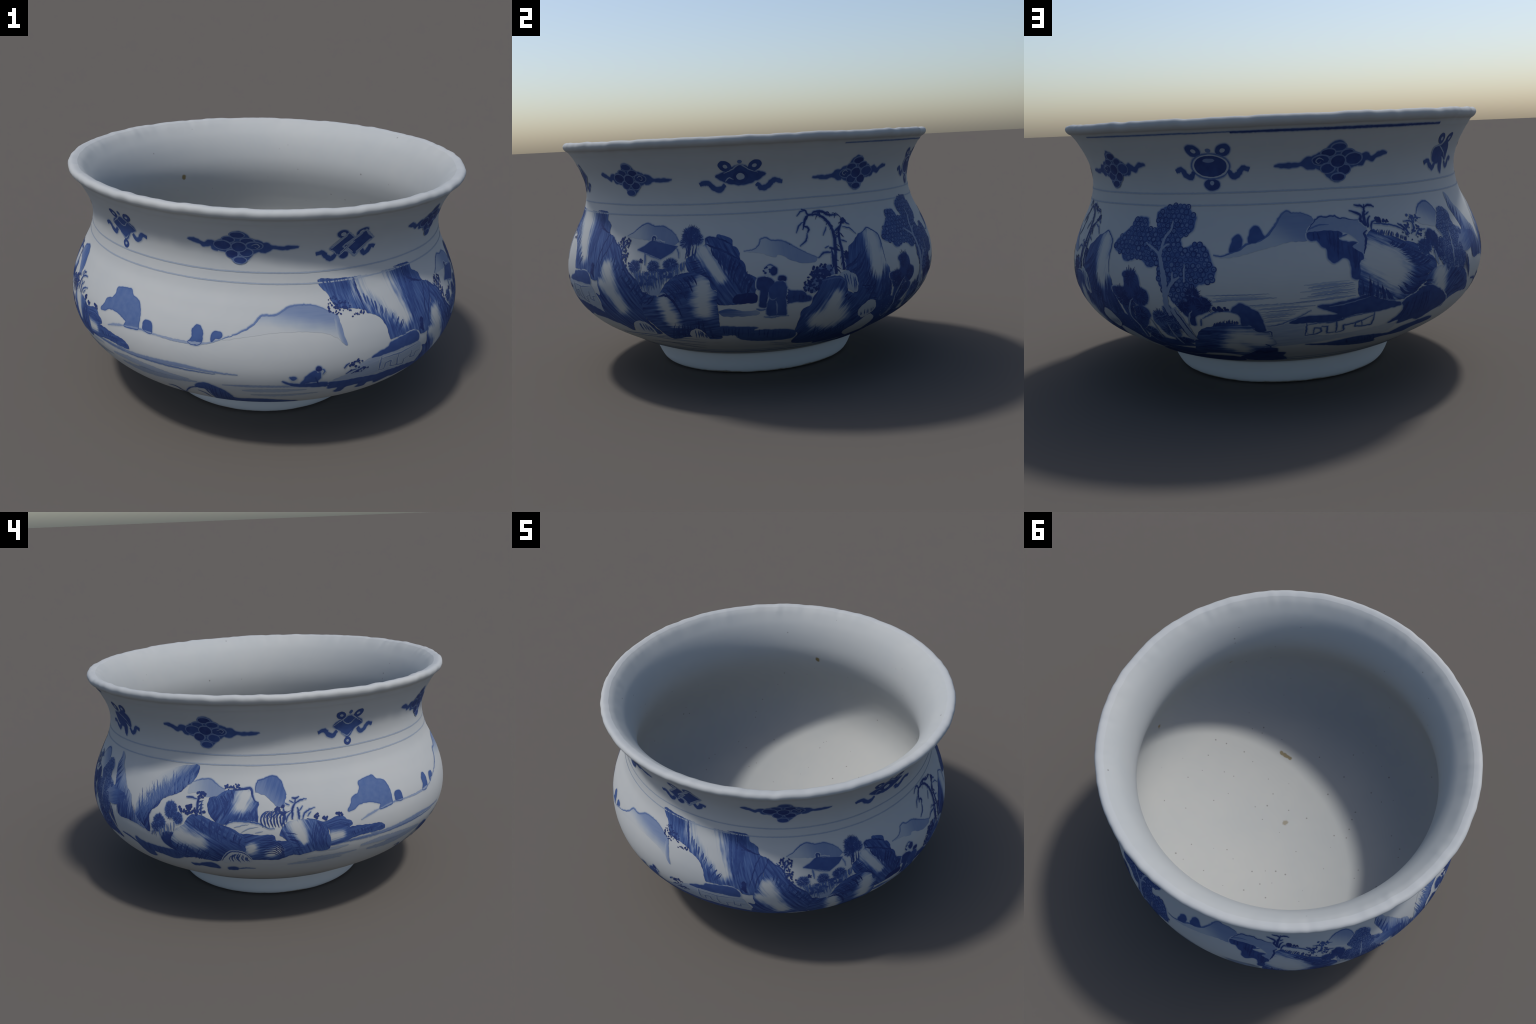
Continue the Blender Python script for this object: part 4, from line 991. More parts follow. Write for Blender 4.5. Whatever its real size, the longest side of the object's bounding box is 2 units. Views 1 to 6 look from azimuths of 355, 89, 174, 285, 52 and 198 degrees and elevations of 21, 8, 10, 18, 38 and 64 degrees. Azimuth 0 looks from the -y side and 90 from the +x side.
m.leaves([(129.8, 0.780), (131.4, 0.815), (133.7, 0.848), (135.2, 0.869), (135.1, 0.896), (137.2, 0.905), (139.9, 0.899), (141.1, 0.863), (143.4, 0.861), (143.0, 0.893), (142.6, 0.922), (144.3, 0.945), (147.6, 0.958), (151.8, 0.955), (152.6, 0.936), (154.3, 0.909), (154.2, 0.874), (154.0, 0.855), (152.3, 0.832), (151.2, 0.823), (152.0, 0.779), (153.7, 0.792), (155.6, 0.799), (157.2, 0.793), (158.7, 0.765), (159.4, 0.730), (160.4, 0.691), (159.8, 0.656), (158.0, 0.644), (156.1, 0.637), (155.2, 0.601), (153.9, 0.569), (149.8, 0.559), (148.9, 0.587), (148.8, 0.612), (147.4, 0.610), (146.2, 0.637), (145.5, 0.684), (145.6, 0.709), (142.9, 0.700), (140.9, 0.723), (138.8, 0.733), (137.3, 0.722), (134.6, 0.719), (133.3, 0.746), (131.1, 0.753)])
m.stroke([(148.4, 0.506), (147.6, 0.547), (147.7, 0.611), (147.3, 0.671), (145.9, 0.746), (145.3, 0.764)], 0.024, 0.36, up=1.6, taper=(1, 0.5), halo=False)
m.stroke([(146.0, 0.752), (146.3, 0.796), (146.6, 0.821), (147.9, 0.856), (148.0, 0.892)], 0.013, 0.36, up=1.6, taper=(1, 0.5), halo=False)
m.stroke([(145.4, 0.758), (143.5, 0.778), (141.1, 0.798)], 0.01, 0.36, up=1.6, taper=(1, 0.5), halo=False)
m.stroke([(146.3, 0.777), (147.3, 0.790), (148.3, 0.797)], 0.009, 0.36, up=1.6, taper=(1, 0.5), halo=False)
m.stroke([(148.2, 0.596), (148.9, 0.627), (150.2, 0.652), (151.7, 0.668)], 0.013, 0.36, up=1.6, taper=(1, 0.5), halo=False)
m.stroke([(149.7, 0.643), (149.8, 0.688)], 0.008, 0.36, up=1.6, taper=(1, 0.5), halo=False)
m.stroke([(152.8, 0.648), (152.8, 0.719)], 0.007, 0.36, up=1.6, taper=(1, 0.5), halo=False)
m.stroke([(149.0, 0.540), (150.1, 0.491), (151.1, 0.430), (151.7, 0.367)], 0.04, 0.3, up=1.4, halo=False, taper=(0.8, 0.8))
m.stroke([(148.3, 0.526), (149.4, 0.471), (150.5, 0.383)], 0.006, 0.9, up=1.8)
m.stroke([(149.5, 0.534), (150.9, 0.481), (152.4, 0.386)], 0.006, 0.9, up=1.8)

m = Motif("painted_bushy_tree", layer=1.8)
m.fill([(134.5, 0.665), (136.6, 0.679), (138.7, 0.677), (140.0, 0.648), (140.4, 0.618), (142.2, 0.604), (142.7, 0.580), (141.5, 0.545), (139.4, 0.538), (137.4, 0.555), (135.6, 0.544), (133.0, 0.556), (131.0, 0.576), (130.4, 0.601), (132.6, 0.608), (134.9, 0.609), (135.1, 0.641)], 0.85)
m.needles((137.2, 0.654), 0.04, 0.05, 34, wash=0, t=0.97)
m.needles((140.1, 0.579), 0.045, 0.045, 34, wash=0, t=0.97)
m.needles((133.6, 0.584), 0.045, 0.04, 30, wash=0, t=0.95)
m.fill([(137.0, 0.522), (139.4, 0.538), (141.5, 0.524), (142.1, 0.496), (141.7, 0.489), (139.6, 0.447), (137.1, 0.412), (135.9, 0.423), (136.4, 0.478), (137.4, 0.518)], 0.82)
m.needles((138.8, 0.495), 0.05, 0.05, 30, wash=0, t=0.95)
m.stroke([(134.9, 0.483), (136.0, 0.538), (137.7, 0.569)], 0.008, 0.4, up=1.2, halo=False)
m.stroke([(134.7, 0.333), (135.9, 0.423), (134.8, 0.474), (135.1, 0.524)], 0.01, 0.36, up=1.2, halo=False)

m = Motif("painted_bushy_tree", layer=2.0)
m.fill([(150.6, 0.552), (152.6, 0.577), (153.2, 0.614), (154.6, 0.627), (156.1, 0.616), (156.3, 0.591), (157.6, 0.589), (158.8, 0.567), (158.3, 0.538), (156.6, 0.520), (154.7, 0.504), (154.1, 0.462), (153.0, 0.461), (152.6, 0.498), (151.6, 0.522)], 0.88)
m.needles((154.7, 0.597), 0.04, 0.045, 30, wash=0, t=1.0)
m.needles((157.2, 0.557), 0.04, 0.04, 30, wash=0, t=1.0)
m.needles((152.2, 0.550), 0.035, 0.035, 26, wash=0, t=1.0)
m.stroke([(152.2, 0.454), (153.0, 0.506), (154.1, 0.535)], 0.008, 0.36, up=1.2, halo=False)

m = Motif("painted_bushes", layer=1.2, stuff=True)
m.fill([(143.1, 0.511), (145.4, 0.522), (146.6, 0.502), (146.9, 0.450), (148.7, 0.416), (147.5, 0.376), (144.2, 0.379), (143.1, 0.433), (142.2, 0.466)], 0.62)
m.needles((144.9, 0.495), 0.045, 0.04, 30, wash=0, t=0.92)
m.needles((146.1, 0.421), 0.06, 0.04, 30, wash=0, t=0.92)
m.fill([(137.4, 0.375), (140.7, 0.356), (144.6, 0.350), (149.0, 0.335), (150.3, 0.308), (145.9, 0.293), (139.9, 0.284), (137.4, 0.330)], 0.86)
m.needles((148.2, 0.354), 0.06, 0.03, 30, wash=0.7, t=0.95)
m.needles((139.7, 0.366), 0.05, 0.03, 24, wash=0.6, t=0.95)

m = Motif("painted_bank", layer=0.6)
m.fill([(118.8, 0.587), (123.2, 0.581), (125.9, 0.563), (128.0, 0.537), (129.1, 0.478), (127.8, 0.389), (133.5, 0.354), (142.5, 0.278), (151.0, 0.249), (147.9, 0.172), (134.2, 0.195), (126.0, 0.332), (123.6, 0.383), (124.0, 0.430), (119.0, 0.405), (120.7, 0.485), (117.7, 0.534)], 0.84)
m.hatch([(120.3, 0.570), (123.7, 0.506), (125.6, 0.396)], [(125.1, 0.561), (127.7, 0.494), (128.8, 0.388)], 14, 0.008, 0.95)

m = Motif("painted_bushes", layer=1.3, stuff=True)
m.fill([(130.6, 0.594), (133.6, 0.593), (135.7, 0.550), (136.2, 0.516), (136.7, 0.470), (136.8, 0.406), (135.3, 0.342), (133.5, 0.354), (133.6, 0.426), (133.5, 0.478), (132.9, 0.530), (131.3, 0.562)], 0.8)
m.needles((136.5, 0.538), 0.05, 0.05, 30, wash=0.8, t=0.95)
m.needles((134.2, 0.558), 0.045, 0.045, 26, wash=0.78, t=0.95)
m.needles((136.7, 0.435), 0.05, 0.045, 28, wash=0.78, t=0.95)
m.needles((138.9, 0.402), 0.05, 0.035, 24, wash=0.6, t=0.92)
m.needles((148.4, 0.473), 0.04, 0.05, 26, wash=0.6, t=0.92)
m.needles((147.6, 0.522), 0.03, 0.04, 20, wash=0.6, t=0.92)
m.stroke([(141.3, 0.359), (141.8, 0.430), (141.4, 0.481)], 0.008, 0.34, up=1.4, halo=False)
m.stroke([(146.8, 0.314), (146.3, 0.396), (146.1, 0.461)], 0.01, 0.34, up=1.4, halo=False)

m = Motif("painted_bank", layer=0.9)
m.fill([(129.2, 0.568), (130.8, 0.543), (132.0, 0.487), (134.3, 0.468), (134.0, 0.375), (133.5, 0.354), (131.5, 0.399), (129.9, 0.442), (129.3, 0.499)], 0.84)

m = Motif("painted_mountain", layer=0.4)
m.fill([(159.7, 0.752), (161.4, 0.747), (163.5, 0.758), (166.0, 0.776), (168.0, 0.796), (170.3, 0.807), (172.3, 0.825), (174.3, 0.866), (176.0, 0.909), (177.2, 0.924), (178.6, 0.915), (181.1, 0.911), (183.4, 0.893), (184.0, 0.876), (182.6, 0.846), (181.6, 0.829), (181.6, 0.801), (178.0, 0.797), (174.5, 0.787), (169.2, 0.764), (165.7, 0.749), (162.1, 0.741)], (0.44, 0.16), along=((178.4, 0.879), (174.4, 0.778)), streak=0, amount=0.12)
m.stroke([(159.7, 0.755), (161.4, 0.748), (163.5, 0.759), (166.0, 0.776), (168.0, 0.797), (170.3, 0.807), (172.1, 0.823), (174.3, 0.866), (176.0, 0.909), (177.2, 0.924), (178.6, 0.915), (181.1, 0.911), (183.4, 0.893)], 0.009, 0.62)

m = Motif("painted_stake", layer=1)
m.fill([(163.5, 0.765), (163.8, 0.786), (164.3, 0.822), (165.4, 0.837), (166.3, 0.825), (166.5, 0.800), (166.2, 0.776), (164.2, 0.765)], 0.8)

m = Motif("painted_stake", layer=1)
m.fill([(168.0, 0.796), (168.1, 0.833), (168.8, 0.861), (169.8, 0.868), (170.8, 0.853), (171.4, 0.828), (171.9, 0.822), (170.3, 0.807)], 0.8)

m = Motif("painted_overhang", layer=1.0)
m.fill([(181.6, 0.832), (182.9, 0.859), (185.1, 0.891), (186.8, 0.889), (189.2, 0.891), (190.0, 0.879), (191.0, 0.881), (192.7, 0.872), (195.2, 0.866), (196.7, 0.828), (195.6, 0.814), (195.8, 0.788), (194.6, 0.729), (193.5, 0.740), (192.2, 0.760), (193.7, 0.776), (191.7, 0.813), (187.3, 0.832)], 0.36)
m.stroke([(181.9, 0.838), (182.9, 0.859), (185.1, 0.891), (186.8, 0.889), (189.2, 0.891), (190.0, 0.879), (191.0, 0.881), (192.7, 0.872), (195.2, 0.866)], 0.006, 0.8)
m.stroke([(182.1, 0.841), (184.2, 0.857), (187.3, 0.858)], 0.007, 0.6)
m.stroke([(196.6, 0.822), (195.6, 0.811), (195.8, 0.788), (194.6, 0.729)], 0.01, 0.9)
m.stroke([(188.9, 0.802), (191.5, 0.814)], 0.005, 0.7)
m.stroke([(191.5, 0.781), (193.7, 0.777)], 0.006, 0.8)
m.fill([(181.6, 0.829), (183.7, 0.834), (189.2, 0.829), (190.3, 0.814), (188.9, 0.802), (188.8, 0.799), (190.6, 0.785), (193.3, 0.775), (192.0, 0.760), (194.1, 0.733), (194.3, 0.711), (193.4, 0.701), (192.8, 0.636), (191.7, 0.635), (190.9, 0.646), (191.0, 0.675), (190.6, 0.717), (189.6, 0.722), (188.0, 0.709), (186.9, 0.705), (186.0, 0.721), (185.8, 0.763), (184.8, 0.773), (183.9, 0.796), (182.1, 0.798)], 0.85, up=0.5)
m.hatch([(182.7, 0.831), (186.4, 0.830), (189.2, 0.826)], [(182.8, 0.800), (186.5, 0.765), (188.1, 0.712)], 12, 0.008, 0.97)
m.hatch([(189.1, 0.786), (191.2, 0.777), (193.7, 0.730)], [(188.9, 0.729), (191.0, 0.717), (192.3, 0.640)], 10, 0.008, 0.97)

m = Motif("painted_rock", layer=1.1)
m.fill([(196.3, 0.806), (198.3, 0.825), (199.8, 0.800), (203.4, 0.786), (205.7, 0.762), (209.0, 0.747), (210.6, 0.728), (212.7, 0.697), (214.8, 0.670), (215.0, 0.634), (212.1, 0.613), (211.6, 0.586), (209.9, 0.571), (206.7, 0.530), (204.4, 0.525), (199.0, 0.535), (192.7, 0.566), (192.5, 0.628), (193.4, 0.701), (194.6, 0.723), (195.8, 0.788)], 0.78, lights=[((197.4, 0.745), (202.0, 0.645), 0.046, 0.066), ((195.8, 0.702), (199.2, 0.690), 0.045, 0.06)], streak=-30, amount=0.6)
m.hatch([(202.4, 0.770), (207.6, 0.738), (213.6, 0.664)], [(201.3, 0.753), (204.5, 0.703), (205.9, 0.648)], 22, 0.007, 0.96, bow=0.12, short=0.35)
m.hatch([(213.3, 0.633), (210.9, 0.585), (207.3, 0.539)], [(205.5, 0.652), (204.2, 0.609), (201.8, 0.593)], 18, 0.007, 0.97, bow=0.15, short=0.4)
m.hatch([(192.8, 0.569), (195.9, 0.549), (202.2, 0.530)], [(193.5, 0.656), (196.8, 0.635), (200.0, 0.572)], 18, 0.008, 0.96, short=0.45)

m = Motif("painted_ridge", layer=1.4)
m.hatch([(198.7, 0.799), (202.7, 0.786), (206.8, 0.758)], [(199.6, 0.826), (202.9, 0.814), (207.3, 0.780)], 22, 0.006, 0.92)
m.stroke([(198.7, 0.847), (201.6, 0.841), (205.0, 0.824), (206.9, 0.804), (207.8, 0.772)], 0.006, 0.8)
m.dots((200.2, 0.855), 0.016, 0.012, 8, size=0.008)
m.dots((202.1, 0.852), 0.018, 0.006, 6, size=0.006)

m = Motif("painted_tree", layer=2.0)
m.stroke([(197.1, 0.831), (196.5, 0.867), (197.2, 0.905), (197.6, 0.930)], 0.012, 0.96)
m.stroke([(196.6, 0.838), (195.5, 0.868), (196.0, 0.884), (194.6, 0.899), (193.0, 0.909)], 0.01, 0.94)
m.stroke([(197.3, 0.911), (196.6, 0.923), (194.6, 0.931)], 0.008, 0.93)
m.stroke([(197.4, 0.918), (198.9, 0.925), (200.3, 0.915)], 0.008, 0.93)
m.stroke([(197.2, 0.834), (197.5, 0.865), (198.5, 0.880)], 0.008, 0.93)
m.stroke([(197.8, 0.823), (198.4, 0.851), (199.8, 0.859)], 0.007, 0.9)
m.stroke([(197.1, 0.886), (198.4, 0.899)], 0.006, 0.85)

m = Motif("painted_tree", layer=2.0)
m.stroke([(208.8, 0.783), (210.2, 0.807), (210.2, 0.834), (207.6, 0.842)], 0.007, 0.8)
m.stroke([(210.5, 0.833), (210.7, 0.867)], 0.009, 0.75)
m.stroke([(210.8, 0.826), (211.5, 0.848), (213.9, 0.844)], 0.006, 0.75)
m.stroke([(205.7, 0.835), (206.8, 0.820), (208.4, 0.784)], 0.008, 0.9)
m.stroke([(210.1, 0.774), (211.7, 0.794), (214.0, 0.794)], 0.006, 0.8)
m.dots((209.4, 0.795), 0.05, 0.04, 36, size=0.005, t=0.85)
m.dots((210.8, 0.853), 0.03, 0.02, 12, size=0.006, t=0.75)

m = Motif("painted_hill", layer=0.4)
m.fill([(212.5, 0.860), (214.5, 0.895), (217.8, 0.915), (220.0, 0.892), (221.1, 0.850), (219.5, 0.801), (214.8, 0.811), (212.4, 0.826)], (0.42, 0.08), along=((218.4, 0.895), (214.9, 0.814)), amount=0.1)
m.stroke([(212.7, 0.863), (214.5, 0.895), (217.8, 0.915), (220.0, 0.892), (221.1, 0.850)], 0.007, 0.65)

m = Motif("painted_leafy_tree", layer=1.5)
m.fill([(222.4, 0.873), (224.3, 0.876), (226.5, 0.846), (226.2, 0.811), (226.2, 0.786), (229.4, 0.764), (226.9, 0.721), (228.3, 0.683), (228.8, 0.631), (227.7, 0.609), (218.3, 0.633), (216.7, 0.697), (217.9, 0.743), (219.9, 0.745), (218.7, 0.789), (220.5, 0.841)], 0.5)
m.leaves([(222.4, 0.873), (224.3, 0.876), (226.5, 0.846), (226.2, 0.811), (226.2, 0.786), (229.4, 0.764), (226.9, 0.721), (228.3, 0.683), (228.8, 0.631), (227.7, 0.609), (218.3, 0.633), (216.7, 0.697), (217.9, 0.743), (219.9, 0.745), (218.7, 0.789), (220.5, 0.841)], r=0.0115, t=0.85)
m.stroke([(222.4, 0.630), (222.6, 0.682), (222.8, 0.735), (223.0, 0.779)], 0.009, 0.36, up=1.6, halo=False)

m = Motif("painted_pine", layer=1.8)
m.needles((215.4, 0.753), 0.045, 0.045, 36, wash=0.85)
m.needles((212.1, 0.724), 0.045, 0.04, 30, wash=0.75)
m.needles((216.9, 0.706), 0.04, 0.05, 30, wash=0.75)
m.stroke([(215.9, 0.641), (215.4, 0.675), (215.3, 0.701)], 0.016, 0.3, up=1.0, halo=False)

m = Motif("painted_tree_trunks", layer=1.6, stuff=True)
m.fill([(227.4, 0.755), (231.9, 0.751), (237.6, 0.729), (234.6, 0.680), (228.8, 0.662), (225.6, 0.711)], (0.78, 0.45), along=((236.0, 0.719), (226.2, 0.703)), streak=20)
m.hatch([(218.5, 0.693), (224.4, 0.684), (230.5, 0.643)], [(218.9, 0.630), (225.5, 0.591), (232.4, 0.521)], 20, 0.007, 0.88)

m = Motif("painted_rock", layer=1.2)
m.fill([(215.2, 0.632), (217.7, 0.633), (222.3, 0.619), (227.8, 0.589), (230.6, 0.539), (232.9, 0.477), (226.7, 0.481), (221.8, 0.457), (221.3, 0.430), (206.2, 0.489), (207.4, 0.528), (211.2, 0.574), (212.1, 0.613)], 0.78, lights=[((216.7, 0.604), (216.6, 0.494), 0.038, 0.03)], streak=40, amount=0.6)
m.hatch([(206.0, 0.501), (208.2, 0.543), (211.9, 0.592)], [(211.7, 0.473), (214.2, 0.531), (215.3, 0.579)], 18, 0.007, 0.97, short=0.4)
m.hatch([(220.2, 0.620), (225.6, 0.584), (231.4, 0.499)], [(219.2, 0.600), (222.0, 0.558), (221.3, 0.483)], 14, 0.007, 0.95, short=0.4)

m = Motif("painted_bank", layer=2.1)
m.fill([(205.4, 0.476), (204.6, 0.510), (208.8, 0.546), (212.8, 0.563), (221.8, 0.457), (216.7, 0.416), (213.3, 0.388), (210.4, 0.401), (205.5, 0.391), (205.4, 0.413), (202.2, 0.407), (203.8, 0.434)], 0.87)
m.hatch([(205.7, 0.500), (209.0, 0.532), (212.8, 0.537)], [(204.4, 0.413), (209.5, 0.410), (214.1, 0.404)], 16, 0.007, 0.98)

m = Motif("painted_bank", layer=1.5)
m.fill([(182.9, 0.540), (186.6, 0.547), (192.0, 0.559), (194.8, 0.567), (197.8, 0.546), (204.7, 0.503), (202.6, 0.495), (197.4, 0.488), (191.5, 0.484), (187.4, 0.458), (181.5, 0.467), (176.5, 0.469), (178.8, 0.494), (181.4, 0.500), (187.7, 0.497), (184.2, 0.527)], 0.84)
m.stroke([(185.6, 0.534), (190.2, 0.542), (195.4, 0.559)], 0.005, 0.5, up=0.9, halo=False)

m = Motif("painted_fence", layer=1.8)
m.stroke([(180.6, 0.466), (180.6, 0.429), (180.3, 0.391)], 0.006, 0.7, sharp=True)
m.stroke([(180.6, 0.455), (184.0, 0.462), (187.7, 0.462)], 0.005, 0.6)
m.stroke([(180.2, 0.391), (183.3, 0.397), (184.3, 0.412), (184.0, 0.432), (182.5, 0.435), (182.3, 0.394)], 0.006, 0.7, sharp=True)
m.stroke([(184.1, 0.440), (185.6, 0.437), (185.8, 0.396), (188.1, 0.397)], 0.006, 0.7, sharp=True)
m.stroke([(187.7, 0.470), (187.9, 0.436), (188.1, 0.392)], 0.006, 0.7, sharp=True)
m.stroke([(188.1, 0.392), (190.0, 0.402), (189.6, 0.434), (192.9, 0.440), (197.4, 0.472)], 0.006, 0.7, sharp=True)
m.stroke([(197.1, 0.490), (197.3, 0.452), (197.2, 0.417), (194.9, 0.415), (192.8, 0.420), (192.6, 0.445), (194.0, 0.449), (194.8, 0.416)], 0.006, 0.7, sharp=True)
m.stroke([(187.7, 0.468), (191.5, 0.480), (197.2, 0.486)], 0.005, 0.6)

m = Motif("painted_bank", layer=1.0)
m.fill([(180.8, 0.317), (186.4, 0.315), (191.5, 0.332), (194.7, 0.339), (200.0, 0.333), (205.0, 0.320), (209.0, 0.355), (218.9, 0.375), (221.0, 0.349), (213.5, 0.322), (211.8, 0.297), (201.8, 0.285), (203.4, 0.239), (200.3, 0.235), (193.3, 0.252), (186.8, 0.288)], 0.8)
m.hatch([(191.7, 0.325), (196.0, 0.333), (200.2, 0.325)], [(193.2, 0.265), (198.5, 0.255), (202.5, 0.261)], 12, 0.008, 0.95)

m = Motif("painted_water", layer=0.2, stuff=True)
m.fill([(170.2, 0.459), (174.4, 0.466), (179.7, 0.465), (181.7, 0.398), (191.8, 0.380), (199.0, 0.395), (205.0, 0.391), (204.0, 0.345), (192.3, 0.349), (184.2, 0.332), (174.0, 0.313), (169.8, 0.301)], (0.24, 0.1), along=((176.1, 0.432), (200.2, 0.390)), streak=5, amount=0.6)
for i, (a, b, y) in enumerate([(158.0, 172.4, 0.600), (159.6, 171.5, 0.590), (160.3, 174.0, 0.582), (165.5, 182.4, 0.559), (167.1, 179.0, 0.554), (169.7, 182.5, 0.542), (170.1, 180.7, 0.531), (170.2, 179.0, 0.521), (170.5, 178.1, 0.511), (170.7, 177.3, 0.503), (170.8, 176.6, 0.492), (170.7, 176.2, 0.482), (158.8, 163.8, 0.575), (180.0, 190.4, 0.630), (180.9, 191.3, 0.620), (181.7, 191.7, 0.612), (179.1, 191.6, 0.605), (181.6, 191.6, 0.595), (180.8, 191.8, 0.587), (179.1, 191.7, 0.580), (182.5, 191.8, 0.568), (178.2, 189.5, 0.566)]):
    m.stroke([(a, y - 0.003), ((a + b) / 2, y + 0.001 * (i % 3)), (b, y + 0.003)], 0.004 + 0.003 * (i % 3), (0.42, 0.22, 0.28)[i % 3], halo=False)

m = Motif("painted_rock", layer=1.5)
m.fill([(154.8, 0.439), (157.9, 0.458), (160.1, 0.479), (164.8, 0.470), (167.9, 0.457), (168.7, 0.435), (171.4, 0.428), (172.2, 0.393), (173.3, 0.340), (170.1, 0.306), (165.4, 0.246), (163.2, 0.194), (156.3, 0.221), (147.9, 0.209), (150.1, 0.315), (153.1, 0.398)], 0.78, lights=[((164.5, 0.386), (169.9, 0.367), 0.05, 0.045), ((161.9, 0.320), (163.5, 0.285), 0.045, 0.04)], streak=0, amount=0.6)
m.hatch([(154.1, 0.424), (152.0, 0.355), (149.8, 0.243)], [(161.9, 0.444), (159.0, 0.378), (159.0, 0.270)], 18, 0.007, 0.95, short=0.4)
m.hatch([(158.2, 0.455), (162.3, 0.473), (164.8, 0.470)], [(159.0, 0.480), (162.5, 0.497), (164.9, 0.489)], 18, 0.006, 0.92)
m.fill([(163.4, 0.535), (165.8, 0.568), (167.1, 0.558), (169.6, 0.527), (170.6, 0.483), (171.0, 0.431), (169.0, 0.434), (167.6, 0.461), (165.3, 0.466), (165.5, 0.504), (164.7, 0.522)], 0.84, up=0.4)
m.stroke([(156.2, 0.497), (158.7, 0.521), (160.3, 0.532), (163.1, 0.532), (164.8, 0.518)], 0.006, 0.6)
m.stroke([(155.3, 0.457), (156.0, 0.497)], 0.006, 0.7)
m.dots((161.4, 0.542), 0.035, 0.007, 12, size=0.008)
m.stroke([(167.6, 0.457), (168.9, 0.432), (170.8, 0.426), (172.1, 0.428), (172.2, 0.396)], 0.006, 0.85)
m.stroke([(171.2, 0.459), (173.7, 0.463), (175.8, 0.477), (179.0, 0.501), (181.6, 0.526)], 0.005, 0.55)

m = Motif("painted_bushes", layer=1.8, stuff=True)
m.fill([(164.9, 0.227), (170.1, 0.306), (173.2, 0.288), (173.3, 0.241), (175.4, 0.225), (174.8, 0.167), (176.0, 0.105), (164.1, 0.094), (160.4, 0.136)], 0.92)
m.dots((169.7, 0.250), 0.07, 0.02, 30, size=0.008, t=1.0)
m.stroke([(170.3, 0.340), (171.3, 0.325), (171.6, 0.300)], 0.01, 0.8)
m.fill([(137.0, 0.233), (138.0, 0.144), (148.6, 0.158), (159.7, 0.150), (161.1, 0.091), (150.6, 0.056), (135.9, 0.054), (125.7, 0.088)], 0.92)


# ---- bands round neck, lip and foot joint
def band(name, s, width, t, arc=(0, 360), waver=0.002, layer=0.8):
    m = Motif(name, layer=layer)
    n = max(12, int((arc[1] - arc[0]) / 6))
    pts = [(a, s + waver * (math.sin(math.radians(a) * 2 + s * 9) + 0.6 * math.sin(math.radians(a) * 5 + s * 30) + 0.35 * m.rng.uniform(-1, 1))) for a in np.linspace(arc[0], arc[1] + 0.01, n)]
    full = arc[1] - arc[0] > 359
    m.stroke(pts, width, t, taper=(1, 1) if full else (0.7, 0.7), halo=t > 0.5, shaky=0.0003)


band("painted_band", 1.002, 0.0065, 0.22)
band("painted_band", 0.954, 0.0062, 0.20)
band("painted_band", 0.088, 0.006, 0.72, arc=(-45, 230), waver=0.0012)
band("painted_band", 0.120, 0.010, 0.25, waver=0.003)


# ---- clouds and ribboned emblems on the neck; local units are millimetres, x round the wall, y up
class Stamp:
    """Draws a motif in its own millimetre frame, set at an azimuth and height on the wall."""

    def __init__(self, name, deg, s, layer=1.0, turn=0.0, mirror=1, scale=1.0):
        self.m = Motif(name, layer=layer)
        self.deg, self.s, self.turn, self.mirror, self.scale = deg, s, math.radians(turn), mirror, scale

    def at(self, pts):
        c, s = math.cos(self.turn), math.sin(self.turn)
        out = []
        for x, y in pts:
            x, y = x * self.mirror * self.scale * 1.05 / 1000, y * self.scale * 1.05 / 1000
            out.append((self.deg + (x * c - y * s) / K, self.s + x * s + y * c))
        return out

    def fill(self, pts, *a, **k):
        self.m.fill(self.at(pts), *a, **k)

    def stroke(self, pts, *a, **k):
        self.m.stroke(self.at(pts), *a, **k)

    def oval(self, x, y, rx, ry, t, up, turn=0.0, edge=None):
        c, s = math.cos(math.radians(turn)), math.sin(math.radians(turn))
        ring = [(x + rx * math.cos(a) * c - ry * math.sin(a) * s, y + rx * math.cos(a) * s + ry * math.sin(a) * c) for a in np.linspace(0, 2 * np.pi, 14, endpoint=False)]
        self.m.fill(self.at(ring), t, up=up, halo=up < 0.3, rough=0.0006)
        if edge:
            self.m.stroke(self.at(ring + ring[:2]), edge[0], edge[1], up=up + 0.2, taper=(1, 1), halo=False)

    def ribbon(self, side, y, reach=95, start=45, w=0.0205):
        """Fluttering ribbon end on one side of an emblem."""
        pts = [(side * start, y), (side * (start + reach * 0.22), y - 22), (side * (start + reach * 0.45), y - 14), (side * (start + reach * 0.68), y + 9), (side * (start + reach), y + 2)]
        self.stroke(pts, w, 0.80, taper=(0.7, 0.75))

    def loops(self, y, spread=48, size=24, up=0.4):
        """The two bow loops above an emblem and the knob between."""
        for side in (-1, 1):
            self.oval(side * spread, y, size * 1.15, size * 0.85, 0.86, up, turn=side * 28)
            self.oval(side * (spread - 2), y - 1, size * 0.42, size * 0.3, 0.22, up + 0.5, turn=side * 28)


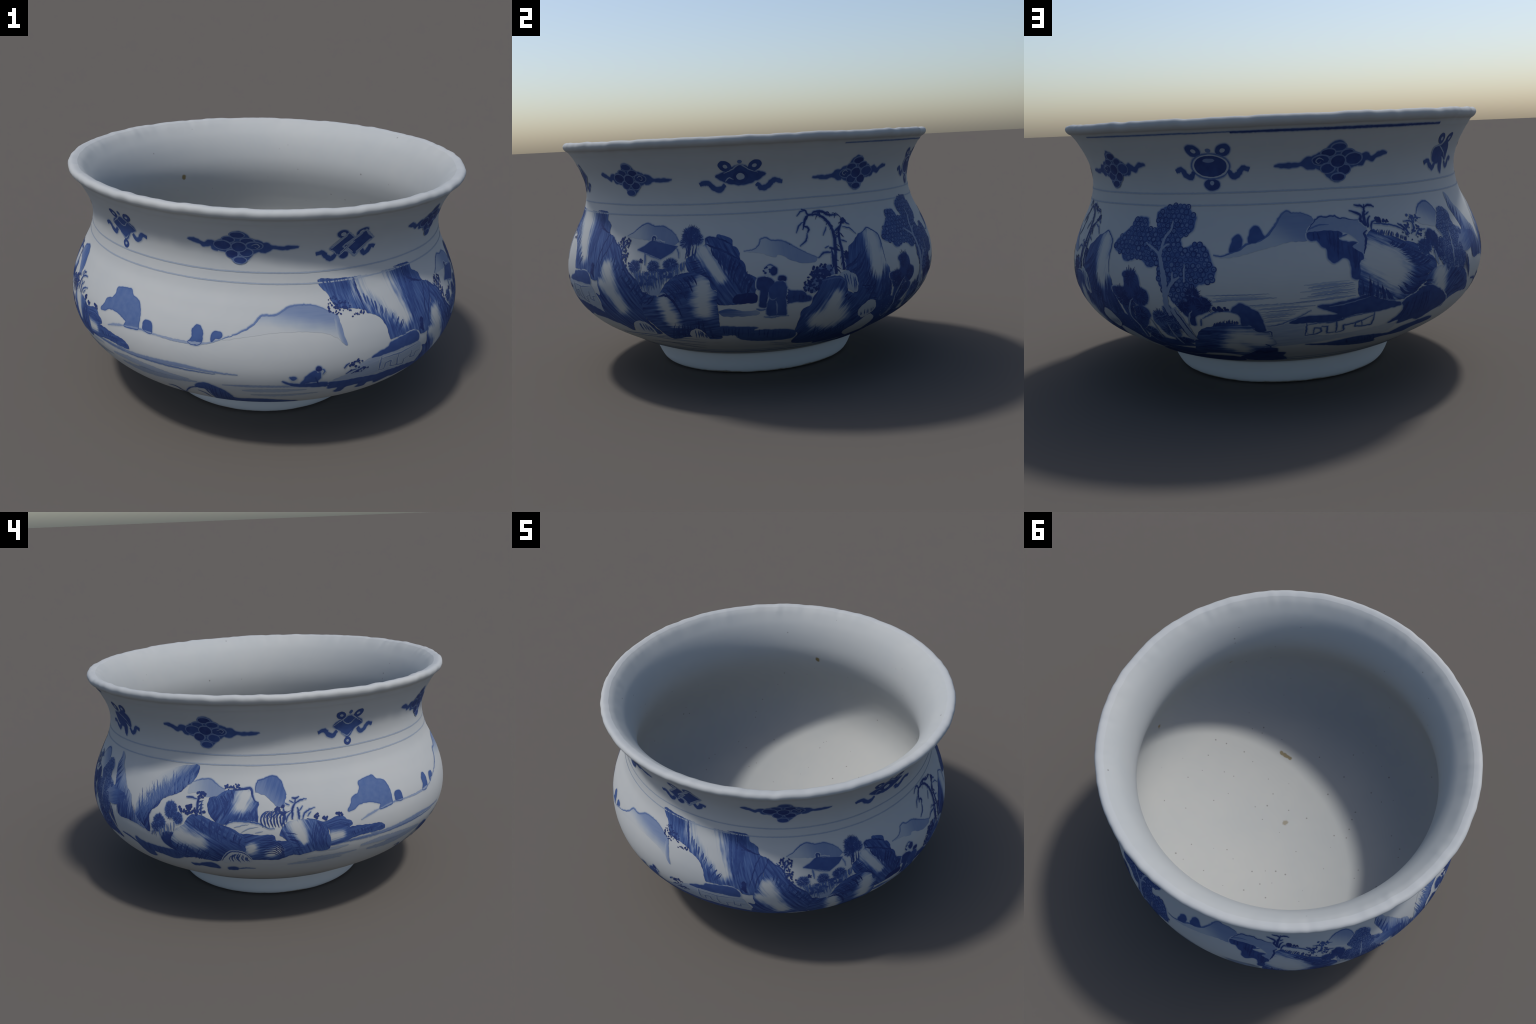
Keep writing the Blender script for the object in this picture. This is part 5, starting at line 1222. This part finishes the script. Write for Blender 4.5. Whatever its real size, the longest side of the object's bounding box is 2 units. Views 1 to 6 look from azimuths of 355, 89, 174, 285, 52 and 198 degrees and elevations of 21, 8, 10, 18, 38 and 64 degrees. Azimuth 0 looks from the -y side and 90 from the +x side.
def cloud(deg, s, mirror=1, turn=0.0, seed=1, scale=1.0):
    c = Stamp("painted_cloud", deg, s, layer=1.0, turn=turn, mirror=mirror, scale=scale)
    rs = random.Random(seed)
    # dark ground joining the lobes, then scale-like lobes each with a paler rim
    c.fill([(-112, 2), (-70, 34), (-38, 44), (-20, 74), (8, 82), (34, 70), (56, 42), (84, 36), (116, 12), (92, -20), (64, -34), (40, -62), (6, -80), (-24, -66), (-48, -34), (-84, -26)], 0.74)
    lobes = [(0, 58, 36, 20), (-38, 32, 32, 19), (38, 34, 34, 19), (-68, 2, 42, 26), (72, 6, 40, 22), (-30, -32, 32, 23), (38, -28, 34, 22), (4, -62, 34, 18), (2, 2, 36, 27)]
    for i, (x, y, rx, ry) in enumerate(lobes):
        x, y = x + rs.uniform(-5, 5), y + rs.uniform(-4, 4)
        u = 0.5 + i * 0.55
        c.oval(x, y, rx, ry, 0.52, u)
        c.oval(x + rs.uniform(-2, 2), y - 1, rx - 6, ry - 5, rs.choice((0.86, 0.92, 0.97)), u + 0.3)
    c.stroke([(58, 8), (78, 18), (92, 6), (80, -4), (70, 4)], 0.005, 0.35, up=5.8, halo=False)
    c.fill([(-98, 14), (-128, 22), (-152, 6), (-180, 20), (-212, 22), (-228, 12), (-200, 4), (-176, -2), (-156, -16), (-126, -8), (-112, -26), (-88, -24)], 0.80)
    c.fill([(96, 18), (126, 24), (152, 8), (190, 6), (226, 8), (262, 2), (226, -8), (188, -12), (152, -8), (120, -24), (92, -20)], 0.80)


cloud(-12.5, 1.118, 1, 0, 1, 0.98)
cloud(52.3, 1.120, 1, -2, 2, 0.94)
cloud(125.0, 1.100, -1, 2, 3, 0.96)
cloud(191.2, 1.110, -1, 2, 4, 1.0)
cloud(265.5, 1.116, 1, -2, 5, 1.0)

# chime: a hanging stone with a cross bar, bow loops and ribbons
e = Stamp("painted_emblem", -50.2, 1.105)
e.fill([(-82, 8), (-60, 30), (-30, 44), (0, 56), (34, 44), (62, 28), (84, 8), (40, -18), (14, -48), (0, -54), (-14, -46), (-44, -18)], 0.82)
e.stroke([(-86, 6), (-40, 34), (0, 58), (44, 34), (88, 4)], 0.006, 0.25, up=1.0, halo=False)
e.stroke([(-36, 38), (-20, 18), (0, 10), (20, 18), (36, 38)], 0.006, 0.3, up=1.0, halo=False)
e.stroke([(-30, -30), (0, -48), (26, -28)], 0.006, 0.35, up=1.0, halo=False)
e.loops(62)
e.oval(0, 76, 9, 12, 0.7, 0.4)
e.oval(2, -72, 21, 19, 0.85, 0.4)
e.oval(2, -72, 8, 7, 0.25, 0.9)
e.ribbon(-1, -16, 100, 58)
e.ribbon(1, -16, 92, 58)

# linked lozenges
e = Stamp("painted_emblem", 18.3, 1.112)
e.fill([(-92, -12), (-18, 58), (24, 22), (-46, -42)], 0.84, smooth=False, rough=0.0003)
e.fill([(-28, -6), (58, 62), (108, 18), (30, -50)], 0.84, smooth=False, up=0.6)
e.stroke([(-96, -12), (-18, 64), (30, 22), (-46, -48), (-96, -12)], 0.006, 0.3, up=0.5, halo=False, sharp=True, taper=(1, 1))
e.stroke([(-34, -6), (60, 70), (116, 18), (30, -58), (-34, -6)], 0.007, 0.28, up=1.2, halo=False, sharp=True, taper=(1, 1))
e.loops(58, 46, 24, up=-0.4)
e.oval(-24, -46, 22, 15, 0.85, 0.2)
e.ribbon(-1, -34, 96, 60)
e.ribbon(1, -30, 70, 62)

# roofed lozenge with a ring
e = Stamp("painted_emblem", 88.1, 1.118)
e.fill([(-112, 4), (-60, 24), (0, 52), (60, 24), (114, 6), (66, -26), (22, -36), (-28, -36), (-70, -24)], 0.84)
e.stroke([(-74, 14), (-36, 30), (0, 52), (38, 28), (80, 12)], 0.006, 0.28, up=1.0, halo=False)
e.stroke([(-70, -22), (-52, -6), (-30, -14)], 0.006, 0.3, up=1.0, halo=False)
e.oval(0, -4, 34, 28, 0.88, 0.5)
e.oval(0, -2, 19, 15, 0.2, 1.0)
e.loops(46, 66, 28)
e.oval(0, 66, 11, 8, 0.6, 0.5)
e.ribbon(-1, -34, 120, 70, 0.023)
e.ribbon(1, -34, 120, 70, 0.023)

# round mirror
e = Stamp("painted_emblem", 158.5, 1.106)
e.oval(0, 4, 84, 52, 0.62, 0.2)
e.oval(0, 4, 78, 46, 0.15, 0.5)
e.oval(0, 4, 70, 41, 0.88, 0.8)
e.oval(-4, 26, 26, 8, 0.45, 1.1)
e.loops(66, 62, 28, up=0.0)
e.oval(2, 66, 12, 9, 0.55, 0.4)
e.oval(0, -66, 34, 22, 0.88, 0.1)
e.oval(0, -60, 10, 9, 0.3, 0.6)
e.ribbon(-1, -16, 84, 74, 0.022)
e.ribbon(1, -16, 84, 74, 0.022)

# crossed tablets
e = Stamp("painted_emblem", 229.8, 1.108)
e.fill([(-88, 22), (-20, 34), (24, 54), (72, 20), (60, -30), (16, -16), (-30, -40), (-76, -26)], 0.84)
e.stroke([(-86, -14), (-84, 24), (-10, 42)], 0.007, 0.3, up=1.0, halo=False)
e.stroke([(-40, 36), (20, 6), (60, -28)], 0.006, 0.3, up=1.0, halo=False)
e.loops(66, 40, 27)
e.fill([(-18, -20), (16, -20), (18, -60), (4, -84), (-12, -66)], 0.86)
e.ribbon(-1, -34, 96, 50)
e.ribbon(1, -34, 92, 50)

# thick cobalt line left under the lip on one side
band("painted_lip_line", float(WALL_S[-1]) - 0.005, 0.005, 0.60, arc=(118, 172), waver=0.0010)
band("painted_lip_line", float(WALL_S[-1]) - 0.007, 0.0095, 0.88, arc=(165, 222), waver=0.0010, layer=1.6)


# ---------------------------------------------------------------------------
# BUILD THE POT: one closed spun surface, parted by region
# ---------------------------------------------------------------------------
TURNS = 720


def region_rows():
    lip = spline([WALL[-4], WALL[-2], *LIP, INNER[0]], 0.003)
    start = int(np.argmin(np.linalg.norm(lip - WALL[-1], axis=1)))
    lip = lip[start:]
    lip[0] = WALL[-1]
    inner = spline([lip[-1], *INNER[1:]], 0.012)
    foot = spline(FOOT, 0.006)
    neck_at = int(np.argmin(abs(WALL[:, 1] - 0.845)))
    shelf = int(np.argmin(abs(inner[:, 1] - 0.27) + 10 * (inner[:, 0] > 0.85)))
    base_at = int(np.argmin(np.linalg.norm(foot - np.array([0.460, 0.045]), axis=1)))
    return [("foot_ring", foot[:base_at + 1][::-1]), ("base", foot[base_at:][::-1]), ("belly", WALL[:neck_at + 1]), ("neck", WALL[neck_at:]),
            ("rim", lip), ("inner_wall", inner[:shelf + 1]), ("floor", inner[shelf:])]


def spun_part(name, rows, material, parent):
    th = np.linspace(0, 2 * np.pi, TURNS, endpoint=False)
    verts, faces = [], []
    closed_tip = {0: rows[0][0] < 1e-6, 1: rows[-1][0] < 1e-6}
    ring = rows[(1 if closed_tip[0] else 0):(len(rows) - 1 if closed_tip[1] else len(rows))]
    P = place(th[None, :], ring[:, 0][:, None], ring[:, 1][:, None])
    verts = P.reshape(-1, 3)
    m = len(ring)
    i = np.arange(m - 1)[:, None] * TURNS
    j = np.arange(TURNS)[None, :]
    k = (j + 1) % TURNS
    quads = np.stack([i + j, i + k, i + TURNS + k, i + TURNS + j], -1).reshape(-1, 4)
    faces = quads.tolist()
    if closed_tip[1]:
        verts = np.vstack([verts, place(0, 0, rows[-1][1])[None]])
        b = (m - 1) * TURNS
        faces += [[b + q, b + (q + 1) % TURNS, len(verts) - 1] for q in range(TURNS)]
    if closed_tip[0]:
        verts = np.vstack([verts, place(0, 0, rows[0][1])[None]])
        faces += [[(q + 1) % TURNS, q, len(verts) - 1] for q in range(TURNS)]
    me = bpy.data.meshes.new(name)
    me.from_pydata(verts.tolist(), [], faces)
    me.materials.append(material)
    me.polygons.foreach_set("use_smooth", [True] * len(me.polygons))
    # normals of the whole profile, so that parted regions show no seam
    g = np.gradient(rows, axis=0)
    lo, hi = NEIGHBOURS.get(name, (None, None))
    if lo is not None:
        g[0] = rows[1] - lo
    if hi is not None:
        g[-1] = hi - rows[-2]
    g = g[(1 if closed_tip[0] else 0):(len(rows) - 1 if closed_tip[1] else len(rows))]
    h = 1e-3
    dth = P - np.roll(P, 2, axis=1)
    dth = np.roll(dth, -1, axis=1)
    gl = np.linalg.norm(g, axis=1, keepdims=True) + 1e-9
    gd = g / gl * 0.002
    up = place(th[None, :], (ring[:, 0] + gd[:, 0])[:, None], (ring[:, 1] + gd[:, 1])[:, None])
    dn = place(th[None, :], (ring[:, 0] - gd[:, 0])[:, None], (ring[:, 1] - gd[:, 1])[:, None])
    nor = np.cross(dth, up - dn).reshape(-1, 3)
    nor /= np.linalg.norm(nor, axis=1, keepdims=True) + 1e-12
    if len(verts) > len(nor):
        extra = [[0, 0, 1 if name == "floor" else -1]] * (len(verts) - len(nor))
        nor = np.vstack([nor, extra])
    me.normals_split_custom_set_from_vertices(nor.tolist())
    ob = bpy.data.objects.new(name, me)
    bpy.context.scene.collection.objects.link(ob)
    ob.parent = parent
    return ob


pot = bpy.data.objects.new("porcelain_jardiniere", None)
bpy.context.scene.collection.objects.link(pot)
pot["label"] = "wide white porcelain pot painted with blue landscape and clouds"
pot["category"] = "porcelain pot"

REGIONS = region_rows()
rows_of = dict(REGIONS)
NEIGHBOURS = {}
chain = ["belly", "neck", "rim", "inner_wall", "floor"]
for a, b in zip(chain, chain[1:]):
    NEIGHBOURS[a] = (NEIGHBOURS.get(a, (None, None))[0], rows_of[b][1])
    NEIGHBOURS[b] = (rows_of[a][-2], None)
NEIGHBOURS["base"] = (None, rows_of["foot_ring"][1])
NEIGHBOURS["foot_ring"] = (rows_of["base"][-2], None)
clean = glaze_material("white_glaze", specks=0.05)
MATERIAL_OF = {"rim": glaze_material("rim_glaze", tint=(1.01, 1.01, 1.005)), "foot_ring": glaze_material("foot_glaze", bare_edge=True, tint=(1.75, 1.80, 1.84)), "base": clean,  # foot tint much lighter than the body colour, rim tint almost equal to it
               "inner_wall": glaze_material("inner_glaze", specks=0.45, rust=0.03, tint=(0.97, 0.97, 0.955), stains=[((-0.425, 0.700, 0.896), (-0.413, 0.696, 0.872), 0.014, 0.010, 0.95)]), "floor": glaze_material("floor_glaze", flat_specks=True, specks=0.22, rust=0.03, tint=(0.97, 0.97, 0.955), stains=[((0.183, -0.433, 0.181), (0.117, -0.419, 0.172), 0.013, 0.012, 0.85), ((-0.005, -0.002, 0.126), (0.0, 0.004, 0.126), 0.016, 0.016, 0.6), ((0.04, 0.83, 0.325), (0.12, 0.83, 0.325), 0.040, 0.030, 0.35)])}  # tints of wall and floor dimmed slightly for the shade inside the pot
part = {name: spun_part(name, rows, MATERIAL_OF.get(name, clean), pot) for name, rows in REGIONS}

for motif in MOTIFS:
    motif.done(part["neck"] if motif.name in ("painted_cloud", "painted_emblem", "painted_lip_line") else part["belly"])
